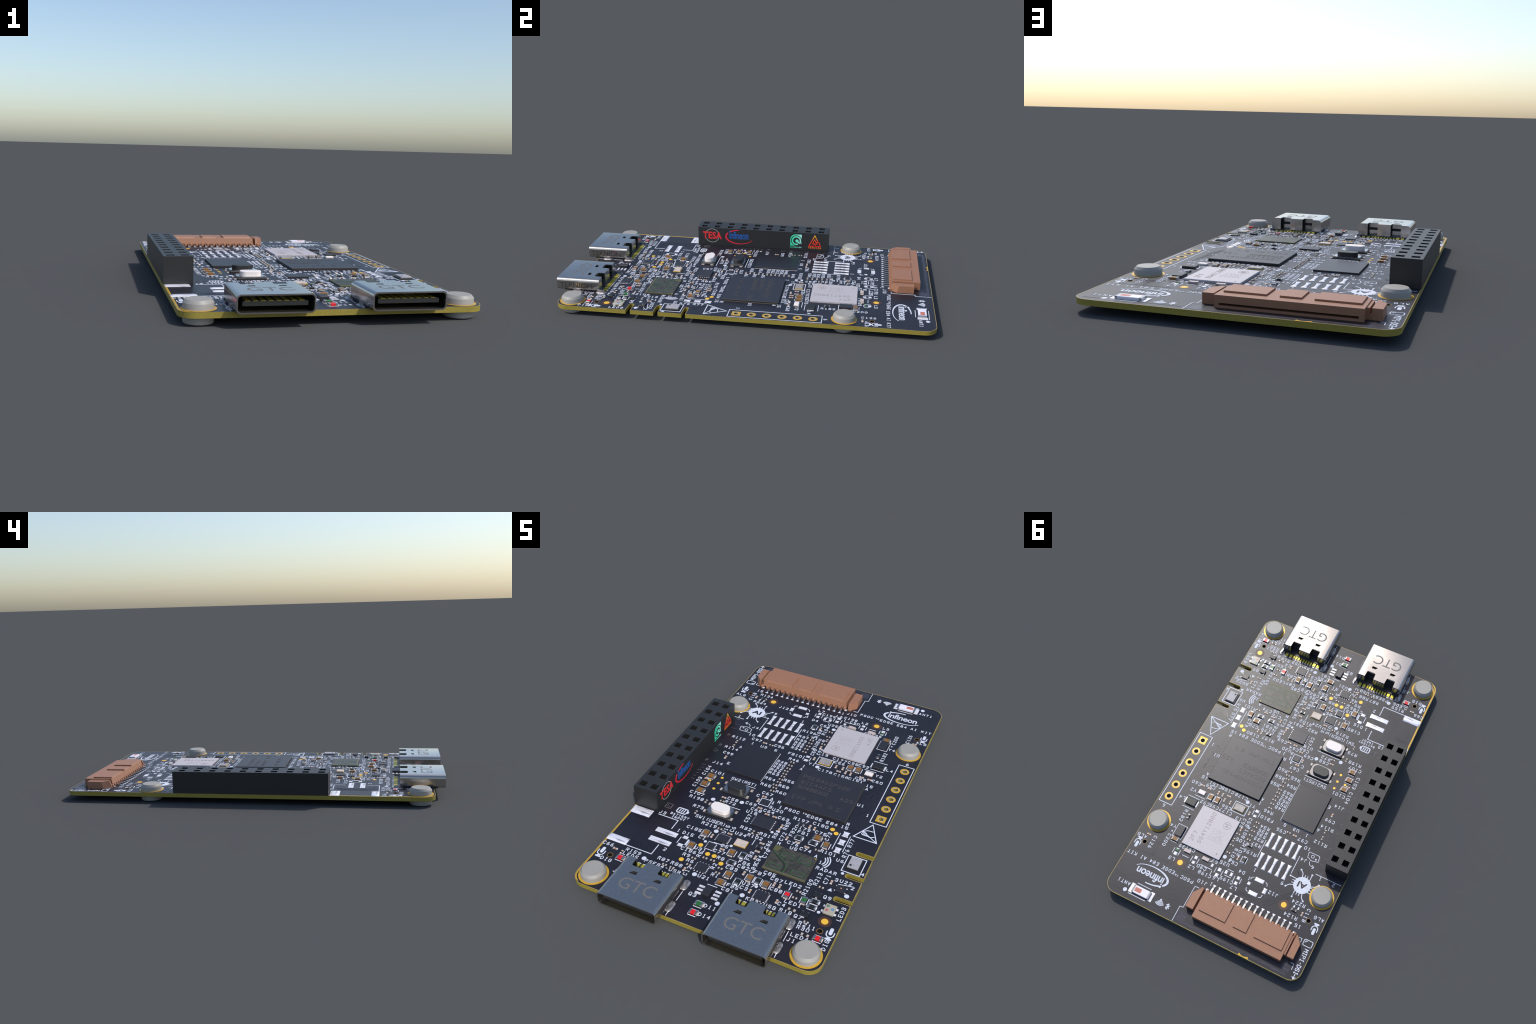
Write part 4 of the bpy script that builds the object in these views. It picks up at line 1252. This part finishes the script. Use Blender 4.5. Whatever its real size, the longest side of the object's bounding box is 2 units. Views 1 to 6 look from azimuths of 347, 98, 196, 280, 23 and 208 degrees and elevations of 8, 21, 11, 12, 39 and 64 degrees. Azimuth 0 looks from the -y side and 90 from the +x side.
place_label("M", 0.138 - 0.2015, 0.4085 - 0.47875, -90, 0.021, 0.02, 0.0019, "moduletext", 0.0092, radio, "laser_marking")
bm = bmesh.new()
r = random.Random(5)
for i in range(11):
    for j in range(9):
        if r.random() < 0.72:
            x, y = 0.120 + 0.0075 * i, 0.452 + 0.0085 * j
            add_box(bm, x - 0.2015, x - 0.2015 + r.uniform(0.002, 0.006), y - 0.47875, y - 0.47875 + 0.0014, 0.0092, 0.0098)
add_prism(bm, circle(0.114 - 0.2015, 0.577 - 0.47875, 0.0045, 14), 0.0092, 0.0098)
o = link("laser_marking", to_mesh(bm, "laser_marking", "moduletext"), radio)
o["kind"] = "stuff"

def leadless(x0, x1, y0, y1, h, nx, ny, name="chip", body="chip"):
    """Flat leadless chip with rows of tinned lands peeping out on its sides."""
    c = chip(name, x0, x1, y0, y1, h, body)
    w, d = (x1 - x0) / 2, (y1 - y0) / 2
    bm = bmesh.new()
    for k in range(nx):
        x = (k - (nx - 1) / 2) * (2 * w * 0.8 / max(1, nx - 1))
        for s in (-1, 1):
            add_box(bm, x - 0.0024, x + 0.0024, s * (d + 0.001) - 0.0045, s * (d + 0.001) + 0.0045, -0.0004, 0.0012)
    for k in range(ny):
        y = (k - (ny - 1) / 2) * (2 * d * 0.8 / max(1, ny - 1))
        for s in (-1, 1):
            add_box(bm, s * (w + 0.001) - 0.0045, s * (w + 0.001) + 0.0045, y - 0.0024, y + 0.0024, -0.0004, 0.0012)
    link("solder_land", to_mesh(bm, "solder_land", "solder"), c)
    return c
leadless(-0.1170, -0.0610, -0.4640, -0.4180, 0.0060, 0, 5)
leadless(-0.1345, -0.1000, -0.5215, -0.4870, 0.0055, 0, 4)
leadless(-0.1190, -0.0660, -0.6640, -0.6150, 0.0060, 4, 5)
leadless(0.1810, 0.2375, -0.6995, -0.6490, 0.0060, 4, 6)
leadless(-0.0160, 0.0775, -0.3005, -0.2265, 0.0075, 0, 6)
leadless(-0.0400, -0.0030, -0.1485, -0.1125, 0.0035, 0, 0)
light = leadless(0.4790, 0.5200, -0.5120, -0.4770, 0.0060, 0, 2, "sensor_chip")
bm = bmesh.new()
add_prism(bm, circle(0.0, 0.003, 0.0040, 14), 0.0056, 0.0064)
link("sensor_window", to_mesh(bm, "sensor_window", "tanbody"), light)
# six-lead power transistor with gull-wing leads
q3 = chip("transistor", -0.0205, 0.0135, -0.7795, -0.7285, 0.0140, "chip", None, 0.0015)
lands(q3, (-0.0345, 0.0425), (-0.019, 0.0005, 0.020), 0.028, 0.0105, 0.0022, "solder", "lead")
for x, y in ((0.4215, -0.569), (0.4115, -0.6885)):
    q = chip("transistor", x - 0.0185, x + 0.0185, y - 0.0115, y + 0.0115, 0.0085, "blackbody", None, 0.001)
    lands(q, (-0.012, 0.012), (0.014,), 0.007, 0.006, 0.0015)
    lands(q, (0.0,), (-0.014,), 0.008, 0.006, 0.0015)
# microphone can, crystals, oscillator, inductor
mic = chip("microphone_can", 0.4715, 0.5340, -0.3665, -0.2925, 0.0055, "blackbody")
bm = bmesh.new()
add_chamfer_box(bm, -0.0235, 0.0265, -0.0345, 0.0320, 0.0050, 0.0120, 0.0012)
M["canlid"] = material("can_lid", (0.37, 0.36, 0.385), 0.5, 0.0, color2=(0.31, 0.30, 0.325), scale=120)
link("can_lid", to_mesh(bm, "can_lid", "canlid"), mic)
bm = bmesh.new()
add_prism(bm, circle(-0.0115, -0.0215, 0.0055, 16), 0.0115, 0.0123)
link("sound_port", to_mesh(bm, "sound_port", "plastic_in"), mic)
def crystal(x0, x1, y0, y1, h, lid, name="crystal", base="gold"):
    c = chip(name, x0, x1, y0, y1, h * 0.35, base, None, 0.0006)
    w, d = (x1 - x0) / 2, (y1 - y0) / 2
    bm = bmesh.new()
    add_chamfer_box(bm, -w + 0.0018, w - 0.0018, -d + 0.0014, d - 0.0022, 0.001, h, 0.0016)
    link("crystal_lid", to_mesh(bm, "crystal_lid", lid), c)
    return c
crystal(-0.0320, 0.0270, -0.4540, -0.4105, 0.0085, "crystal")
crystal(0.0975, 0.1600, 0.2605, 0.3050, 0.0085, "crystalgrey")
crystal(0.3400, 0.3835, 0.2775, 0.3065, 0.0085, "white", base="palesolder")
osc = chip("oscillator", 0.3370, 0.3770, 0.5135, 0.5775, 0.0125, "chip")
ind = chip("inductor", 0.3575, 0.4175, 0.3460, 0.3890, 0.0105, "blackbody", None, 0.0025)
lands(ind, (-0.033, 0.033), (0.0,), 0.012, 0.036, 0.0014)
# three-colour lamp with its coloured dies
rgb = chip("colour_lamp", 0.4740, 0.5210, -0.6475, -0.5935, 0.0085, "lens", None, 0.0015)
lands(rgb, (-0.027, 0.027), (-0.015, 0.014), 0.012, 0.011, 0.0012)
M["dieblue"] = material("die_blue", (0.12, 0.25, 0.42), 0.4)
M["diered"] = material("die_red", (0.42, 0.13, 0.15), 0.4)
M["diegreen"] = material("die_green", (0.12, 0.19, 0.14), 0.4)
for mt, x, y in (("diegreen", -0.0125, 0.0135), ("diered", -0.0105, -0.0100), ("dieblue", 0.0115, 0.0015)):
    bm = bmesh.new()
    add_prism(bm, circle(x, y, 0.0072, 18), 0.0080, 0.0088)
    link("lamp_die", to_mesh(bm, "lamp_die", mt), rgb)
# ceramic antenna with a red end mark on two big lands
ant = chip("antenna_chip", 0.3270, 0.4110, 0.9140, 0.9560, 0.0115, "ceramic", None, 0.0015)
bm = bmesh.new()
add_chamfer_box(bm, 0.0005, 0.0375, -0.0115, 0.0115, 0.010, 0.0119, 0.0002)
link("antenna_mark", to_mesh(bm, "antenna_mark", "antred"), ant)
bm = bmesh.new()
for s in (-1, 1):
    add_chamfer_box(bm, s * 0.0455 - 0.006, s * 0.0455 + 0.006, -0.0205, 0.0205, -0.0003, 0.0112, 0.001)
link("terminal", to_mesh(bm, "terminal", "terminal"), ant)
lands(ant, (-0.058, 0.058), (0.0,), 0.022, 0.052, 0.0018)

# push buttons: black base, steel plate with cut corners, oval cap
M["platesteel"] = material("button_plate_steel", (0.46, 0.44, 0.42), 0.15, 0.95)
def button(cx, cy, cap_mat, top):
    bm = bmesh.new()
    add_chamfer_box(bm, -0.0645, 0.0645, -0.0430, 0.0430, -0.0003, 0.0095, 0.004)
    b = link("push_button", to_mesh(bm, "push_button", "plastic"), ROOT, (cx, cy, TOP))
    bm = bmesh.new()
    k = 0.016
    w, d = 0.0600, 0.0395
    add_prism(bm, [(-w + k, -d), (w - k, -d), (w, -d + k), (w, d - k), (w - k, d), (-w + k, d), (-w, d - k), (-w, -d + k)], 0.0090, 0.0118)
    link("button_plate", to_mesh(bm, "button_plate", "platesteel"), b)
    h, r = 0.0470, 0.0275
    def oval(e, z, bm):
        return [bm.verts.new((x, y, z)) for x, y in rounded_rect(-h + e, h - e, -r + e, r - e, (r - e) * 0.97, 10)]
    bm = bmesh.new()
    rings = [oval(0, 0.010, bm), oval(0, top - 0.0016, bm), oval(0.0016, top, bm)]
    for a, c in zip(rings, rings[1:]):
        n = len(a)
        for i in range(n):
            bm.faces.new((a[i], a[(i + 1) % n], c[(i + 1) % n], c[i]))
    bm.faces.new(rings[-1])
    link("button_cap", to_mesh(bm, "button_cap", cap_mat, 25), b)
    lands(b, (-0.0685, 0.0685), (-0.0265, 0.0265), 0.014, 0.017, 0.003, "palesolder")
button(-0.1825, -0.2830, "white", 0.0325)
button(-0.1825, -0.1100, "plastic", 0.0315)

# ------------------------------------------------------------------ small passives
def passive_meshes(length, width, height, body, term, term_len, pad_out, pad_mat):
    bm = bmesh.new()
    add_chamfer_box(bm, -length / 2 + term_len, length / 2 - term_len, -width / 2 + 0.0004, width / 2 - 0.0004, 0.0004, height - 0.0005, 0.0007)
    b = to_mesh(bm, "body", body)
    bm = bmesh.new()
    add_chamfer_box(bm, -term_len / 2 - 0.0003, term_len / 2 + 0.0003, -width / 2, width / 2, -0.0002, height, 0.0008)
    t = to_mesh(bm, "terminal", term)
    bm = bmesh.new()
    for s in (-1, 1):
        e = s * length / 2
        pts = [(e - s * term_len, -width * 0.46), (e + s * pad_out, -width * 0.5), (e + s * pad_out, width * 0.5), (e - s * term_len, width * 0.46)]
        lo = [bm.verts.new((*p, -0.0004)) for p in pts]
        hi = [bm.verts.new((p[0] - (s * pad_out * 0.6 if i in (1, 2) else 0), p[1] * 0.92, 0.0020)) for i, p in enumerate(pts)]
        for i in range(4):
            bm.faces.new((lo[i], lo[(i + 1) % 4], hi[(i + 1) % 4], hi[i]))
        bm.faces.new(hi)
    p = to_mesh(bm, "solder_fillet", pad_mat)
    return b, t, p, length, term_len, width

KINDS = {
    "capb": ("capacitor", passive_meshes(0.0365, 0.0245, 0.0105, "capbody", "terminal", 0.0055, 0.0050, "palesolder"), True),
    "capp": ("capacitor", passive_meshes(0.0360, 0.0190, 0.0080, "pinkbody", "palesolder", 0.0075, 0.0055, "palesolder"), False),
    "fer": ("ferrite_bead", passive_meshes(0.0340, 0.0180, 0.0085, "blackbody", "terminal", 0.0062, 0.0055, "solder"), True),
    "fs": ("resistor", passive_meshes(0.0270, 0.0145, 0.0075, "blackbody", "terminal", 0.0060, 0.0030, "palesolder"), False),
    "r": ("resistor", passive_meshes(0.0205, 0.0100, 0.0028, "blackbody", "palesolder", 0.0062, 0.0012, "palesolder"), False),
    "rp": ("resistor", passive_meshes(0.0320, 0.0125, 0.0028, "blackbody", "palesolder", 0.0085, 0.0012, "palesolder"), False),
    "c": ("capacitor", passive_meshes(0.0205, 0.0100, 0.0030, "tanbody", "palesolder", 0.0062, 0.0018, "solder"), False),
    "cm": ("capacitor", passive_meshes(0.0215, 0.0110, 0.0030, "paletan", "palesolder", 0.0055, 0.0018, "palesolder"), False),
    "led_red": ("indicator_lamp", passive_meshes(0.0350, 0.0205, 0.0100, "red", "terminal", 0.0078, 0.0050, "palesolder"), True),
    "led_green": ("indicator_lamp", passive_meshes(0.0350, 0.0205, 0.0100, "green", "terminal", 0.0078, 0.0050, "palesolder"), True),
}
_side_line = bmesh.new()
add_ribbon(_side_line, [(-0.0175, 0), (0.0175, 0)], 0.0036, -0.0003, SILK)
SIDE_LINE = to_mesh(_side_line, "silkscreen_line", "ink")

def passive(kind, axis, x, y):
    name, (b, t, p, ln, tl, wd), lines = KINDS[kind]
    rot = pi / 2 if axis == "y" else 0.0
    o = link(name, b, ROOT, (x, y, TOP), rot)
    for s in (-1, 1):
        link("terminal", t, o, (s * (ln - tl) / 2, 0, 0))
    link("solder_fillet", p, o)
    if lines:
        for s in (-1, 1):
            link("silkscreen_line", SIDE_LINE, o, (0, s * (wd / 2 + 0.0058), 0))

PASSIVES = [
    # capb y 9
    ('capb', 'y', [
        (-0.176, -0.442), (-0.199, -0.540), (-0.014, -0.503), (0.031, -0.626), (0.123, -0.604),
        (0.201, -0.609), (0.348, -0.276), (0.262, 0.296), (0.303, 0.296),
    ]),
    # capb x 6
    ('capb', 'x', [
        (0.021, -0.680), (0.297, -0.248), (-0.343, -0.071), (-0.345, -0.135), (-0.341, -0.189),
        (0.359, 0.596),
    ]),
    # fer y 4
    ('fer', 'y', [
        (0.037, -0.496), (0.084, -0.645), (0.161, -0.604), (-0.032, 0.540),
    ]),
    # fer x 5
    ('fer', 'x', [
        (0.010, -0.556), (0.219, -0.284), (0.289, -0.286), (0.425, -0.606), (0.424, -0.638),
    ]),
    # r x 35
    ('r', 'x', [
        (-0.151, -0.604), (-0.107, -0.581), (-0.070, -0.580), (-0.152, -0.648), (-0.018, -0.608),
        (-0.016, -0.636), (-0.132, -0.388), (-0.247, -0.693), (-0.209, -0.694), (0.323, -0.320),
        (0.420, -0.519), (0.342, -0.582), (0.340, -0.622), (0.432, -0.721), (-0.210, -0.213),
        (-0.178, 0.292), (-0.002, 0.425), (-0.000, 0.398), (-0.000, 0.370), (0.000, 0.343),
        (0.000, 0.316), (-0.022, 0.208), (-0.021, 0.180), (-0.020, 0.154), (-0.023, 0.130),
        (-0.021, 0.106), (-0.021, 0.084), (-0.021, 0.059), (-0.021, 0.035), (-0.031, 0.008),
        (-0.022, -0.014), (-0.024, -0.039), (0.065, 0.421), (0.066, 0.493), (0.063, 0.538),
    ]),
    # c y 15
    ('c', 'y', [
        (-0.156, -0.679), (-0.143, -0.444), (0.155, -0.669), (0.261, -0.196), (0.171, -0.310),
        (0.118, -0.247), (0.116, -0.276), (0.449, -0.472), (0.280, -0.672), (-0.348, 0.097),
        (0.064, 0.390), (0.192, 0.276), (0.278, 0.253), (0.002, 0.544), (-0.439, 0.667),
    ]),
    # c x 14
    ('c', 'x', [
        (-0.076, -0.398), (-0.063, -0.501), (0.062, -0.205), (0.023, -0.204), (-0.026, -0.178),
        (-0.356, -0.097), (-0.214, -0.186), (-0.216, 0.294), (-0.041, -0.095), (0.336, 0.252),
        (0.379, 0.251), (0.501, 0.635), (-0.493, -0.703),
    ]),
    # r y 8
    ('r', 'y', [
        (0.015, -0.341), (0.039, -0.342), (-0.278, -0.247), (-0.285, -0.336), (-0.354, 0.201),
        (-0.355, 0.241), (0.071, 0.461), (-0.456, -0.709),
    ]),
    # cm x 5
    ('cm', 'x', [
        (0.082, -0.390), (0.084, -0.445), (0.224, -0.314), (0.273, -0.323), (0.216, 0.245),
    ]),
    # cm y 9
    ('cm', 'y', [
        (0.092, -0.482), (0.088, -0.588), (0.237, -0.194), (0.232, -0.589), (0.258, -0.589),
        (0.067, 0.287), (0.228, 0.277), (0.251, 0.253), (-0.057, -0.131),
    ]),
    # fs x 4
    ('fs', 'x', [
        (0.080, -0.418), (0.194, -0.200), (-0.024, 0.452), (-0.392, 0.666),
    ]),
    # rp x 2
    ('rp', 'x', [
        (0.354, -0.686), (0.452, -0.783),
    ]),
    # fs y 1
    ('fs', 'y', [
        (0.360, 0.450),
    ]),
    # capp x 2
    ('capp', 'x', [
        (0.263, 0.628), (0.153, 0.625),
    ]),
    # led_red y 1
    ('led_red', 'y', [
        (0.305, -0.622),
    ]),
    # led_green y 1
    ('led_green', 'y', [
        (0.382, -0.620),
    ]),
    # led_red x 3
    ('led_red', 'x', [
        (0.506, -0.780), (-0.005, -0.875), (-0.441, -0.743),
    ]),
    # led_green x 1
    ('led_green', 'x', [
        (-0.005, -0.826),
    ]),
]
for kind, axis, places in PASSIVES:
    for x, y in places:
        passive(kind, axis, x, y)
# green lamp die inside the half-empty footprint beside the radio
bm = bmesh.new()
add_chamfer_box(bm, 0.310, 0.326, 0.641, 0.652, TOP - 0.0003, TOP + 0.003, 0.0006)
link("indicator_lamp", to_mesh(bm, "indicator_lamp", "green"), ROOT)
